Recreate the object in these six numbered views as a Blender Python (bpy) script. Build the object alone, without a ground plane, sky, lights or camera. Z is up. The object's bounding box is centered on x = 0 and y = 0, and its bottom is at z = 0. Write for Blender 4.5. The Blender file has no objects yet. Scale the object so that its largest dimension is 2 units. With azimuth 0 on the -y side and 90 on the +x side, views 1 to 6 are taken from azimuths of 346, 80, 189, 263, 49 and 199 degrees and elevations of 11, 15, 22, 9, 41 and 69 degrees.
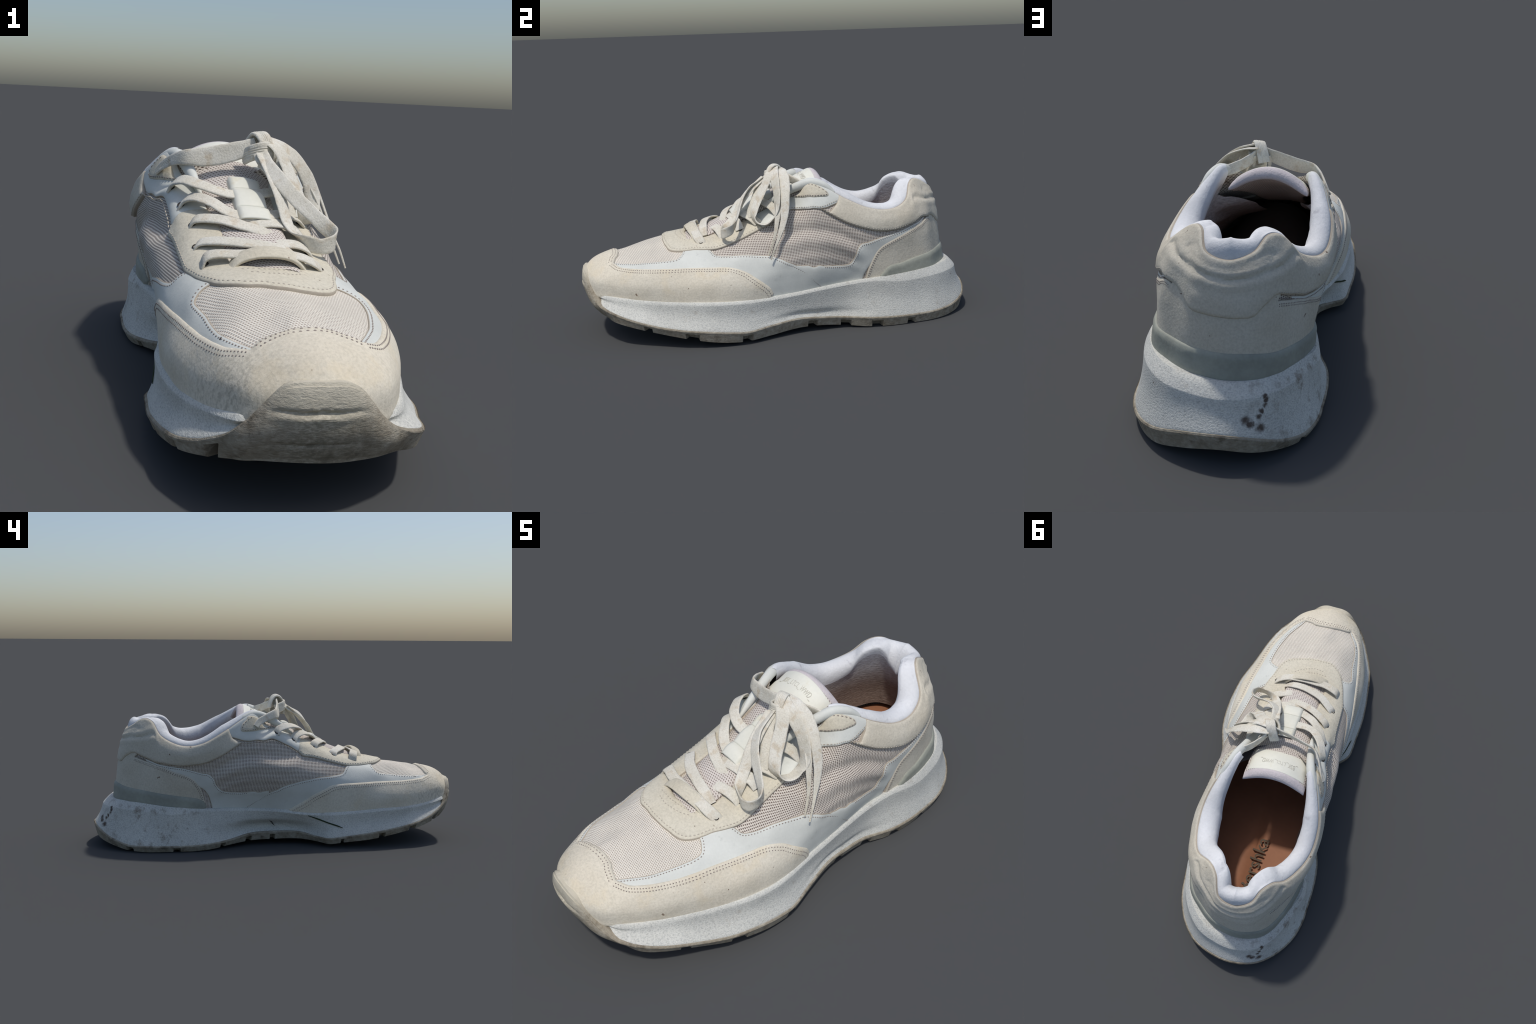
import bpy, bmesh, math, random
import numpy as np
from mathutils import Vector, noise
from mathutils.bvhtree import BVHTree
from mathutils.geometry import delaunay_2d_cdt

random.seed(7)
RNG = np.random.default_rng(7)

# ---------------------------------------------------------------- utilities
def crom(P, u, closed=False):
    """Uniform Catmull-Rom through the rows of P, at index positions u."""
    P = np.asarray(P, float); n = len(P)
    u = np.asarray(u, float)
    if not closed:
        P = np.concatenate([[2 * P[0] - P[1]], P, [2 * P[-1] - P[-2]]])
        i = np.clip(np.floor(u).astype(int), 0, n - 2); f = u - i
        a, b, c, d = P[i], P[i + 1], P[i + 2], P[i + 3]
    else:
        i = np.floor(u).astype(int); f = u - i
        a, b, c, d = P[(i - 1) % n], P[i % n], P[(i + 1) % n], P[(i + 2) % n]
    f = f.reshape(f.shape + (1,) * (P.ndim - 1))
    return 0.5 * (2 * b + (c - a) * f + (2 * a - 5 * b + 4 * c - d) * f * f + (3 * b - a - 3 * c + d) * f ** 3)

def chord(P, closed=False):
    P = np.asarray(P, float)
    if closed: P = np.vstack([P, P[:1]])
    return np.r_[0, np.cumsum(np.linalg.norm(np.diff(P, axis=0), axis=1))]

def smooth_curve(P, n, closed=False):
    """n points evenly spaced by length on a smooth curve through control points P."""
    P = np.asarray(P, float); m = len(P)
    d = crom(P, np.linspace(0, m if closed else m - 1, 24 * m + 1), closed)
    s = chord(d); t = np.linspace(0, s[-1], n + 1)[:-1] if closed else np.linspace(0, s[-1], n)
    return np.stack([np.interp(t, s, d[:, k]) for k in range(d.shape[1])], 1)

def sstep(a, b, x):
    t = np.clip((np.asarray(x, float) - a) / (b - a), 0, 1)
    return t * t * (3 - 2 * t)

def unit(v):
    v = np.asarray(v, float)
    return v / np.maximum(np.linalg.norm(v, axis=-1, keepdims=True), 1e-9)

def fbm(p, scale, octaves=3, seed=0.0):
    v = Vector((p[0] * scale + seed, p[1] * scale - seed, p[2] * scale + 2 * seed))
    return noise.fractal(v, 1.0, 2.0, octaves)

ROOT = None
def add_object(name, verts, faces, mat, parent=None, smooth=True, angle=None, kind=None):
    me = bpy.data.meshes.new(name)
    me.from_pydata([tuple(map(float, v)) for v in verts], [], [tuple(map(int, f)) for f in faces])
    me.validate(); me.update()
    me.materials.append(mat)
    if smooth:
        me.polygons.foreach_set("use_smooth", [True] * len(me.polygons))
        if angle: me.set_sharp_from_angle(angle=math.radians(angle))
    ob = bpy.data.objects.new(name, me)
    bpy.context.scene.collection.objects.link(ob)
    ob.parent = parent or ROOT
    if kind: ob["kind"] = kind
    return ob

def grid_faces(nr, nc, wrap=True):
    f = []
    for i in range(nr if wrap else nr - 1):
        j = (i + 1) % nr
        for k in range(nc - 1):
            f.append((i * nc + k, j * nc + k, j * nc + k + 1, i * nc + k + 1))
    return f

# ---------------------------------------------------------------- materials
def new_mat(name):
    m = bpy.data.materials.new(name); m.use_nodes = True
    nt = m.node_tree
    return m, nt, nt.nodes["Principled BSDF"]

class NB:
    """small helper for wiring shader nodes"""
    def __init__(s, nt): s.nt = nt
    def n(s, typ, **kw):
        nd = s.nt.nodes.new("ShaderNode" + typ)
        for k, v in kw.items(): setattr(nd, k, v)
        return nd
    def link(s, a, b): s.nt.links.new(a, b)
    def coord(s): return s.n("TexCoord").outputs["Object"]
    def mapping(s, vec, loc=(0, 0, 0), rot=(0, 0, 0), scale=(1, 1, 1)):
        m = s.n("Mapping"); s.link(vec, m.inputs[0])
        m.inputs[1].default_value = loc; m.inputs[2].default_value = rot; m.inputs[3].default_value = scale
        return m.outputs[0]
    def noise(s, vec, scale, detail=4, rough=0.55):
        t = s.n("TexNoise"); s.link(vec, t.inputs["Vector"])
        t.inputs["Scale"].default_value = scale; t.inputs["Detail"].default_value = detail
        t.inputs["Roughness"].default_value = rough
        return t.outputs["Fac"]
    def ramp(s, fac, stops):
        r = s.n("ValToRGB"); s.link(fac, r.inputs[0]); e = r.color_ramp.elements
        e[0].position, e[0].color = stops[0][0], (*stops[0][1], 1)
        e[1].position, e[1].color = stops[-1][0], (*stops[-1][1], 1)
        for p, c in stops[1:-1]:
            x = e.new(p); x.color = (*c, 1)
        return r.outputs[0]
    def ss(s, x, a, b):
        m = s.n("MapRange", interpolation_type="SMOOTHSTEP"); s.link(x, m.inputs[0])
        m.inputs[1].default_value = a; m.inputs[2].default_value = b
        return m.outputs[0]
    def math(s, op, a, b=0.0, c=0.0):
        m = s.n("Math", operation=op)
        for i, v in enumerate((a, b, c)):
            if isinstance(v, (int, float)): m.inputs[i].default_value = v
            else: s.link(v, m.inputs[i])
        return m.outputs[0]
    def mix(s, fac, a, b, blend="MIX"):
        m = s.n("Mix", data_type="RGBA", blend_type=blend)
        for i, v in ((0, fac), (6, a), (7, b)):
            if isinstance(v, (int, float)): m.inputs[i].default_value = v
            elif isinstance(v, tuple): m.inputs[i].default_value = (*v, 1)
            else: s.link(v, m.inputs[i])
        return m.outputs[2]
    def bump(s, h, strength, dist=0.01, normal=None):
        b = s.n("Bump"); s.link(h, b.inputs["Height"])
        b.inputs["Strength"].default_value = strength; b.inputs["Distance"].default_value = dist
        if normal: s.link(normal, b.inputs["Normal"])
        return b.outputs[0]

    def sep(s, v):
        n = s.n("SeparateXYZ"); s.link(v, n.inputs[0]); return n.outputs
    def blob(s, v, c, r0, r1):
        d = s.n("VectorMath", operation="DISTANCE"); s.link(v, d.inputs[0]); d.inputs[1].default_value = c
        m = s.n("MapRange", interpolation_type="SMOOTHSTEP"); s.link(d.outputs["Value"], m.inputs[0])
        m.inputs[1].default_value = r1; m.inputs[2].default_value = r0
        return m.outputs[0]
    def warp(s, v, scale, amount):
        t = s.n("TexNoise"); s.link(v, t.inputs["Vector"]); t.inputs["Scale"].default_value = scale; t.inputs["Detail"].default_value = 3
        a = s.n("VectorMath", operation="SUBTRACT"); s.link(t.outputs["Color"], a.inputs[0]); a.inputs[1].default_value = (.5, .5, .5)
        b = s.n("VectorMath", operation="SCALE"); s.link(a.outputs[0], b.inputs[0]); b.inputs["Scale"].default_value = amount
        c = s.n("VectorMath", operation="ADD"); s.link(v, c.inputs[0]); s.link(b.outputs[0], c.inputs[1])
        return c.outputs[0]

def woven_mat(name, thread, gap, axes, cell, cover=0.0, skew=.5):
    """open mesh fabric: pale threads around a diagonal lattice of darker holes; axes picks the two object axes the cloth follows"""
    m, nt, bs = new_mat(name); b = NB(nt); v = b.warp(b.coord(), 9, .006); xyz = b.sep(v)
    k = 2 * math.pi / cell
    a = b.math("MULTIPLY", xyz[axes[0]], k); c = b.math("MULTIPLY", xyz[axes[1]], k * 1.12)
    p = b.math("ADD", a, b.math("MULTIPLY", c, skew)); q = b.math("SUBTRACT", c, b.math("MULTIPLY", a, .36 * skew))
    w = b.math("MULTIPLY", b.math("ADD", b.math("COSINE", p), 1.0), b.math("ADD", b.math("COSINE", q), 1.0))      # 0..4, peaks are holes
    n = b.noise(b.coord(), 130, 3)
    w2 = b.math("ADD", w, b.math("MULTIPLY", b.math("SUBTRACT", n, .5), 1.6))
    hole = b.ss(w2, 1.0 + cover, 2.7 + cover)
    tone = b.ramp(b.noise(b.coord(), 6, 4), [(.3, tuple(x * .90 for x in thread)), (.7, tuple(min(1, x * 1.05) for x in thread))])
    fine = b.ramp(b.noise(b.coord(), 260, 2), [(.3, (.86, .85, .84)), (.7, (1.0, 1.0, 1.0))])
    col = b.mix(hole, b.mix(1.0, tone, fine, "MULTIPLY"), gap)
    nt.links.new(col, bs.inputs["Base Color"]); bs.inputs["Roughness"].default_value = .92; bs.inputs["Specular IOR Level"].default_value = .15
    h = b.math("MULTIPLY", w, -.25)
    nt.links.new(b.bump(h, .55, .004), bs.inputs["Normal"])
    return m

def plain_mat(name, col, rough=0.7, grain=0.08, scale=60, bump=0.15, spots=0.0, spotcol=(0.06, 0.045, 0.035), stain=None):
    """matt surface with blotchy tone, fine grain, optional dirt specks and stains"""
    m, nt, bs = new_mat(name); b = NB(nt); v = b.coord()
    n1 = b.noise(v, 5, 4); n2 = b.noise(v, scale, 5, 0.65)
    dark = tuple(c * (1 - grain * 1.6) for c in col); lite = tuple(min(1, c * (1 + grain)) for c in col)
    c = b.ramp(n1, [(0.3, dark), (0.7, lite)])
    g = b.ramp(n2, [(0.25, (1 - 1.3 * grain,) * 3), (0.75, (1.0, 1.0, 1.0))])
    c = b.mix(1.0, c, g, "MULTIPLY")
    if stain:
        s = b.ss(b.noise(b.mapping(v, loc=(3, 1, 2)), stain[1], 5, 0.62), stain[2], stain[2] + 0.14)
        c = b.mix(b.math("MULTIPLY", s, stain[3]), c, stain[0])
    if spots:
        s = b.ss(b.noise(b.mapping(v, loc=(1.7, 4.2, 0.3)), 34, 2, 0.5), 0.80 - spots, 0.83 - spots)
        c = b.mix(s, c, spotcol)
    nt.links.new(c, bs.inputs["Base Color"])
    bs.inputs["Roughness"].default_value = rough
    bs.inputs["Specular IOR Level"].default_value = 0.25
    if bump: nt.links.new(b.bump(n2, bump, 0.004), bs.inputs["Normal"])
    return m

def midsole_mat():
    """pebbled foam: dimpled grain, brown haze and mud marks on the inner heel, scattered specks"""
    m, nt, bs = new_mat("midsole_foam"); b = NB(nt); v = b.coord()
    base = (0.68, 0.675, 0.62)
    n1 = b.noise(v, 5, 4); pb = b.noise(b.mapping(v, scale=(1, 1, 1.4)), 150, 4, .6)
    c = b.ramp(n1, [(.3, tuple(x * .88 for x in base)), (.7, tuple(x * 1.06 for x in base))])
    c = b.mix(1.0, c, b.ramp(pb, [(.30, (.66, .67, .68)), (.52, (.96, .96, .96)), (.75, (1.06, 1.06, 1.05))]), "MULTIPLY")
    # brown haze where the inner heel has rubbed
    reg = b.blob(b.warp(v, 4, .25), (-.30, .68, .16), .10, .42)
    hz = b.math("MULTIPLY", reg, b.ss(b.noise(v, 22, 6, .7), .50, .70))
    c = b.mix(b.math("MULTIPLY", hz, .75), c, (.20, .155, .115))
    st = b.ss(b.noise(b.mapping(v, loc=(2, 5, 1)), 11, 5, .65), .60, .74)
    c = b.mix(b.math("MULTIPLY", st, .45), c, (.30, .25, .19))
    # mud marks on the back of the heel
    w = b.warp(v, 45, .022); marks = None
    for p, r in (((-.165,.957,.155), 0.0248), ((-.172,.953,.140), 0.0170), ((-.208,.945,.130), 0.0264), ((-.205,.945,.140), 0.0155), ((-.185,.952,.140), 0.0155), ((-.198,.945,.155), 0.0139),
                 ((-.205,.918,.172), .014), ((-.214,.906,.188), .015), ((-.211,.899,.203), .012), ((-.207,.894,.214), .011), ((-.196,.930,.158), .013),
                 ((-.31,.39,.075), 0.0139), ((-.345,.50,.12), 0.0109), ((-.30,.36,.12), 0.0093)):
        k = b.blob(w, p, r * .45, r)
        marks = k if marks is None else b.math("MAXIMUM", marks, k)
    c = b.mix(b.math("MULTIPLY", marks, .92), c, (.065, .040, .028))
    sp = b.ss(b.noise(b.mapping(v, loc=(1.7, 4.2, .3)), 40, 2, .5), .765, .79)
    c = b.mix(sp, c, (.10, .075, .06))
    nt.links.new(c, bs.inputs["Base Color"]); bs.inputs["Roughness"].default_value = .8; bs.inputs["Specular IOR Level"].default_value = .25
    nt.links.new(b.bump(pb, .55, .005), bs.inputs["Normal"])
    return m

def outsole_mat():
    m, nt, bs = new_mat("outsole_rubber"); b = NB(nt); v = b.coord()
    n1 = b.noise(v, 8, 5, .65); n2 = b.noise(v, 55, 5, .65); n3 = b.noise(b.mapping(v, scale=(1, 1, 2.5)), 75, 4, .65)
    c = b.ramp(n1, [(.32, (.31, .265, .195)), (.62, (.47, .43, .35))])
    c = b.mix(1.0, c, b.ramp(n2, [(.28, (.62, .60, .57)), (.65, (1.0, 1.0, 1.0))]), "MULTIPLY")
    g = b.ss(b.noise(b.mapping(v, loc=(5, 2, 1)), 14, 6, .7), .52, .68)
    c = b.mix(b.math("MULTIPLY", g, .75), c, (.13, .105, .075))
    toe = b.blob(b.warp(v, 7, .12), (-.07, -1.0, .16), .07, .19)
    top = b.blob(b.warp(v, 9, .05), (-.07, -.975, .33), .05, .15)
    c = b.mix(b.math("MULTIPLY", top, .75), c, (.66, .61, .49))
    tg = b.math("MULTIPLY", toe, b.ss(n3, .36, .60))
    c = b.mix(b.math("MULTIPLY", tg, .66), c, (.175, .16, .115))
    nt.links.new(c, bs.inputs["Base Color"]); bs.inputs["Roughness"].default_value = .85; bs.inputs["Specular IOR Level"].default_value = .2
    nt.links.new(b.bump(n3, .6, .006), bs.inputs["Normal"])
    return m

def nubuck_mat(name, col, toe_dirt_shade=False):
    """soft nubuck: mottled grain, tiny dark scuffs and a few brown specks"""
    m, nt, bs = new_mat(name); b = NB(nt); v = b.coord()
    n1 = b.noise(v, 6, 4); n2 = b.noise(v, 120, 5, .65); n3 = b.noise(b.mapping(v, loc=(4, 1, 7)), 48, 4, .62)
    c = b.ramp(n1, [(.3, tuple(x * y for x, y in zip(col, (.93, .91, .88)))), (.7, tuple(min(1, x * 1.05) for x in col))])
    c = b.mix(1.0, c, b.ramp(n2, [(.25, (.80, .80, .79)), (.60, (1.0, 1.0, 1.0))]), "MULTIPLY")
    c = b.mix(b.math("MULTIPLY", b.ss(n3, .60, .74), .26), c, tuple(x * .60 for x in col))
    sp = b.ss(b.noise(b.mapping(v, loc=(1.7, 9.2, .3)), 36, 2, .5), .755, .785)
    c = b.mix(b.math("MULTIPLY", sp, .85), c, (.16, .10, .07))
    if toe_dirt_shade:  # dirt and baked shading painted together on the -x front of the toe
        reg = b.blob(b.warp(v, 5, .2), (-.27, -.90, .25), .04, .26)
        d = b.math("MULTIPLY", reg, b.ss(b.noise(b.mapping(v, scale=(1, 1.6, 1)), 70, 4, .65), .42, .66))
        c = b.mix(b.math("MULTIPLY", d, .50), c, (.27, .25, .20))
        yl = b.ss(b.noise(b.mapping(v, loc=(8, 3, 2)), 9, 4, .6), .52, .70)
        c = b.mix(b.math("MULTIPLY", yl, .30), c, (.72, .60, .40))
    nt.links.new(c, bs.inputs["Base Color"]); bs.inputs["Roughness"].default_value = .9; bs.inputs["Specular IOR Level"].default_value = .18
    nt.links.new(b.bump(n2, .28, .004, b.bump(n3, .25, .006)), bs.inputs["Normal"])
    return m

def lace_mat():
    m, nt, bs = new_mat("cotton_lace"); b = NB(nt); v = b.coord()
    n1 = b.noise(v, 11, 4, .6); n2 = b.noise(v, 170, 4, .6); n3 = b.noise(v, 22, 5, .6)
    c = b.ramp(n1, [(.30, (.66, .62, .52)), (.52, (.76, .73, .64)), (.72, (.80, .785, .72))])
    c = b.mix(b.math("MULTIPLY", b.ss(n3, .50, .72), .55), c, (.52, .40, .24))
    c = b.mix(1.0, c, b.ramp(n2, [(.30, (.84, .83, .81)), (.60, (1.0, 1.0, 1.0))]), "MULTIPLY")
    nt.links.new(c, bs.inputs["Base Color"]); bs.inputs["Roughness"].default_value = .95; bs.inputs["Specular IOR Level"].default_value = .12
    nt.links.new(b.bump(n2, .5, .004), bs.inputs["Normal"])
    return m

M_MID = midsole_mat()
M_OUT = outsole_mat()
M_VAMP = woven_mat("vamp_mesh_cloth", (0.84, 0.79, 0.69), (0.42, 0.35, 0.29), (0, 1), .0084, .05)
M_SIDE = woven_mat("quarter_mesh_cloth", (0.74, 0.68, 0.60), (0.17, 0.13, 0.11), (1, 2), .0078, -.50, .06)

# ---------------------------------------------------------------- sole
# stations run from the toe centre back along the +x side, round the heel and forward along the -x side:
# outsole top edge (x, y, z) | feather edge where the upper sits (x, y, z) | height of the ground edge
SOLE = [
 ((-.066,-.984,.200), (-.068,-.965,.262), .140), (( .010,-.974,.195), ( .005,-.955,.258), .135),
 (( .088,-.950,.200), ( .078,-.943,.237), .132), (( .150,-.912,.190), ( .128,-.890,.234), .130),
 (( .208,-.862,.168), ( .170,-.825,.229), .119), (( .256,-.778,.139), ( .205,-.738,.223), .100),
 (( .301,-.655,.108), ( .245,-.640,.218), .073), (( .347,-.530,.092), ( .282,-.535,.215), .051),
 (( .367,-.410,.080), ( .315,-.420,.213), .029), (( .371,-.310,.069), ( .324,-.310,.209), .018),
 (( .361,-.225,.062), ( .313,-.220,.205), .014), (( .322,-.105,.070), ( .291,-.100,.204), .018),
 (( .285, .030,.077), ( .272, .030,.210), .027), (( .272, .150,.068), ( .259, .150,.221), .025),
 (( .268, .260,.059), ( .250, .260,.230), .014), (( .296, .385,.052), ( .252, .385,.241), .003),
 (( .304, .490,.048), ( .262, .490,.250), .000), (( .297, .600,.046), ( .255, .600,.257), .000),
 (( .275, .735,.047), ( .225, .705,.262), .000), (( .225, .845,.055), ( .172, .800,.263), .003),
 (( .145, .932,.076), ( .100, .868,.262), .014), (( .040, .978,.104), ( .015, .898,.258), .040),
 ((-.072,.993,.115), (-.070, .907,.254), .058), ((-.180, .967,.101), (-.158, .885,.255), .045),
 ((-.257, .905,.066), (-.222, .834,.256), .026), ((-.319, .813,.036), (-.270, .750,.250), .006),
 ((-.353, .714,.031), (-.298, .677,.243), .000), ((-.360, .600,.030), (-.326, .590,.234), .000),
 ((-.360, .480,.031), (-.312, .480,.224), .000), ((-.345, .370,.037), (-.289, .370,.216), .006),
 ((-.303, .268,.046), (-.270, .260,.212), .018), ((-.258, .150,.066), (-.262, .150,.208), .028),
 ((-.252, .020,.072), (-.270, .020,.203), .032), ((-.258,-.105,.070), (-.295,-.105,.191), .032),
 ((-.300,-.190,.054), (-.311,-.190,.187), .026), ((-.352,-.258,.050), (-.326,-.262,.188), .020),
 ((-.363,-.345,.061), (-.333,-.345,.193), .030), ((-.371,-.462,.077), (-.338,-.462,.202), .042),
 ((-.369,-.545,.090), (-.336,-.545,.208), .055), ((-.358,-.640,.105), (-.325,-.640,.213), .073),
 ((-.338,-.750,.129), (-.300,-.745,.221), .096), ((-.300,-.835,.158), (-.265,-.840,.234), .118),
 ((-.258,-.900,.195), (-.235,-.905,.245), .136), ((-.215,-.945,.218), (-.207,-.938,.252), .142),
 ((-.140,-.974,.205), (-.140,-.956,.262), .143),
]
NS = 1350
OUT_R = np.array([s[0] for s in SOLE]); FEA_R = np.array([s[1] for s in SOLE]); BOT_Z = np.array([s[2] for s in SOLE])
US = np.linspace(0, len(SOLE), NS, endpoint=False)
OUT = crom(OUT_R, US, True); FEA = crom(FEA_R, US, True); BZ = np.maximum(crom(BOT_Z[:, None], US, True)[:, 0], 0)
tan = unit(np.roll(OUT, -2, 0) - np.roll(OUT, 2, 0)); tan[:, 2] = 0
NRM = unit(np.stack([-tan[:, 1], tan[:, 0], np.zeros(NS)], 1)); NRM = -NRM
C0 = np.array([-.03, 0, 0])
if ((OUT - C0) * NRM).sum() < 0: NRM = -NRM
for _ in range(20): NRM = unit(NRM + np.roll(NRM, 1, 0) + np.roll(NRM, -1, 0))

def build_midsole():
    y = FEA[:, 1]; heel = sstep(.38, .62, y)
    waist = np.exp(-((OUT[:, 1] - .12) / .20) ** 2)
    plus = OUT[:, 0] > 0
    rows = []
    lip_out = .012 + .026 * heel * np.clip(NRM[:, 1], 0, 1) + .004 * heel
    lip_drop = .014 + .025 * heel
    inner = FEA - NRM * .05
    rows.append(inner + [0, 0, -.004]); rows.append(FEA - NRM * .012 + [0, 0, -.002]); rows.append(FEA.copy())
    R = FEA + NRM * lip_out[:, None]; R[:, 2] -= lip_drop
    rows.append(FEA * .55 + R * .45 + [0, 0, .003]); rows.append(R * .86 + FEA * .14 + [0, 0, .0015]); rows.append(R * .96 + FEA * .04 + [0, 0, .0006]); rows.append(R)
    low = OUT + [0, 0, .004]
    back = sstep(-.90, -.965, OUT[:, 1])[:, None] * NRM * .03
    rows = [r - back for r in rows]; R = R - back; low = low - back
    NP = 18
    for f in [.008, .022, .04] + [k / NP for k in range(1, NP + 1)]:
        P = R * (1 - f) + low * f
        minus = 1.0 * ~plus
        sag = -(.010 - .004 * heel) * np.sin(math.pi * f) ** 1.2 * (1 - .75 * waist)           # concave flare
        pocket = minus * (-.040 * np.exp(-((OUT[:, 1] - .08) / .19) ** 2) * (sstep(.35, .75, f) - .5 * sstep(.85, 1.0, f))) - (1 - minus) * .012 * waist * np.exp(-((f - .86) / .12) ** 2)
        P = P + NRM * (sag + pocket)[:, None]
        rows.append(P)
    rows.append(OUT - back + [0, 0, -.006]); rows.append(OUT - back - NRM * .02 + [0, 0, -.008])
    G = np.stack(rows, 1); nr, nc = G.shape[:2]
    return G

G = build_midsole()
ROOT = bpy.data.objects.new("running_shoe", None)
bpy.context.scene.collection.objects.link(ROOT)
ROOT["label"] = "worn off-white chunky running sneaker with tied laces"
ROOT["category"] = "shoe"

MIDG = G
add_object("midsole", G.reshape(-1, 3), grid_faces(G.shape[0], G.shape[1]), M_MID, angle=50)

# outsole: band below the sidewall that climbs over the toe as a bumper
BUMP = [((-.064,-.978,.333), 0), ((.005,-.970,.320), 0)]
def build_outsole():
    top = OUT + NRM * .004
    # toe bumper: raise the upper rim in front of the two corners where the sidewall ends
    rim = np.array([(-.066,-.979,.333), (-.022,-.979,.331), (.018,-.970,.310), (.078,-.947,.240), (.118,-.930,.208), (.162,-.910,.189), (.209,-.864,.168)])
    rimL = np.array([(-.066,-.979,.333), (-.118,-.976,.333), (-.160,-.964,.318), (-.212,-.941,.253), (-.240,-.925,.220), (-.262,-.899,.194), (-.300,-.836,.158)])
    iR = US <= 4; iL = US >= len(SOLE) - 4
    top[iR] = crom(rim, US[iR] / 4 * 6) + NRM[iR] * .004
    top[iL] = crom(rimL, (len(SOLE) - US[iL]) / 4 * 6) + NRM[iL] * .004
    # tread notches: (y, side, half width)
    notch = [(-.70,1,.016),(-.497,1,.030),(-.235,1,.024),(.105,1,.022),(.275,1,.024),(.43,1,.026),(.61,1,.020),
             (.80,-1,.016),(.555,-1,.018),(.31,-1,.012),(.165,-1,.014),(.035,-1,.012),(-.545,-1,.016),(-.72,-1,.018),(-.86,-1,.014),(-.33,-1,.008)]
    cut = np.zeros(NS)
    for yy, sd, hw in notch:
        side = (OUT[:, 0] > -.03) if sd > 0 else (OUT[:, 0] < -.03)
        cut = np.maximum(cut, side * (1 - sstep(hw * .75, hw * 1.1, np.abs(OUT[:, 1] - yy))))
    bot = OUT.copy(); bot[:, 2] = BZ
    toe = sstep(-.80, -.95, OUT[:, 1])
    bot += NRM * (-.006 - .030 * toe * np.clip(-NRM[:, 1] * 1.6 - .6, 0, 1))[:, None]
    bul = OUT.copy()
    rows = [top - NRM * .03 + [0, 0, .002], top + [0, 0, .003], top + NRM * .004 + [0, 0, -.005]]
    NP = 40
    toeb = sstep(-.90, -.97, top[:, 1])
    WOB = np.array([fbm(p, 16, 3, 4.0) for p in top])
    for k in range(1, NP + 1):
        f = k / NP
        P = top * (1 - f) + bot * f + NRM * (.006 * (1 - f) + .004)[:, None] if False else top * (1 - f) + bot * f
        P = P + NRM * (.005 * (1 - f) + .0245 * toeb * math.sin(math.pi * min(1, f * 1.05)) ** .8)[:, None]
        lip = toeb * np.clip(1.25 - np.abs(P[:, 0] + .075) / .10, 0, 1)
        zg = P[:, 2] - .004 * WOB + .10 * (P[:, 0] + .075) * .1
        groove = lip * (1 + .4 * WOB) * (-.011 * np.exp(-((zg - .272) / .0055) ** 2) + .004 * np.exp(-((zg - .258) / .008) ** 2) - .008 * np.exp(-((zg - .192) / .005) ** 2))
        c = cut * float(sstep(.30, .36, f))
        P = P + NRM * (groove - .038 * c)[:, None]
        rows.append(P)
    e = bot - NRM * .008; e[:, 2] -= .000
    rows.append(e - NRM * (.038 * cut)[:, None] + [0, 0, -.004])
    mid = bot - NRM * .05; mid[:, 2] += .003
    rows.append(mid)
    G = np.stack(rows, 1)
    G[:, :, 2] = np.maximum(G[:, :, 2], 0.0)
    return G
G = build_outsole()
nr, nc = G.shape[:2]
V = G.reshape(-1, 3); F = grid_faces(nr, nc)
inner = G[:, -1]
cen = len(V)
# closed tread face: strip between the two flanks
V = np.vstack([V, np.c_[np.full(NS, -.02) * 0 + inner[:, 0] * .3 - .01, inner[:, 1], inner[:, 2] + .004]])
for i in range(nr):
    j = (i + 1) % nr
    F.append((i * nc + nc - 1, j * nc + nc - 1, cen + j, cen + i))
F.append(tuple(cen + i for i in range(nr)))
add_object("outsole", V, F, M_OUT, angle=40)

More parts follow.
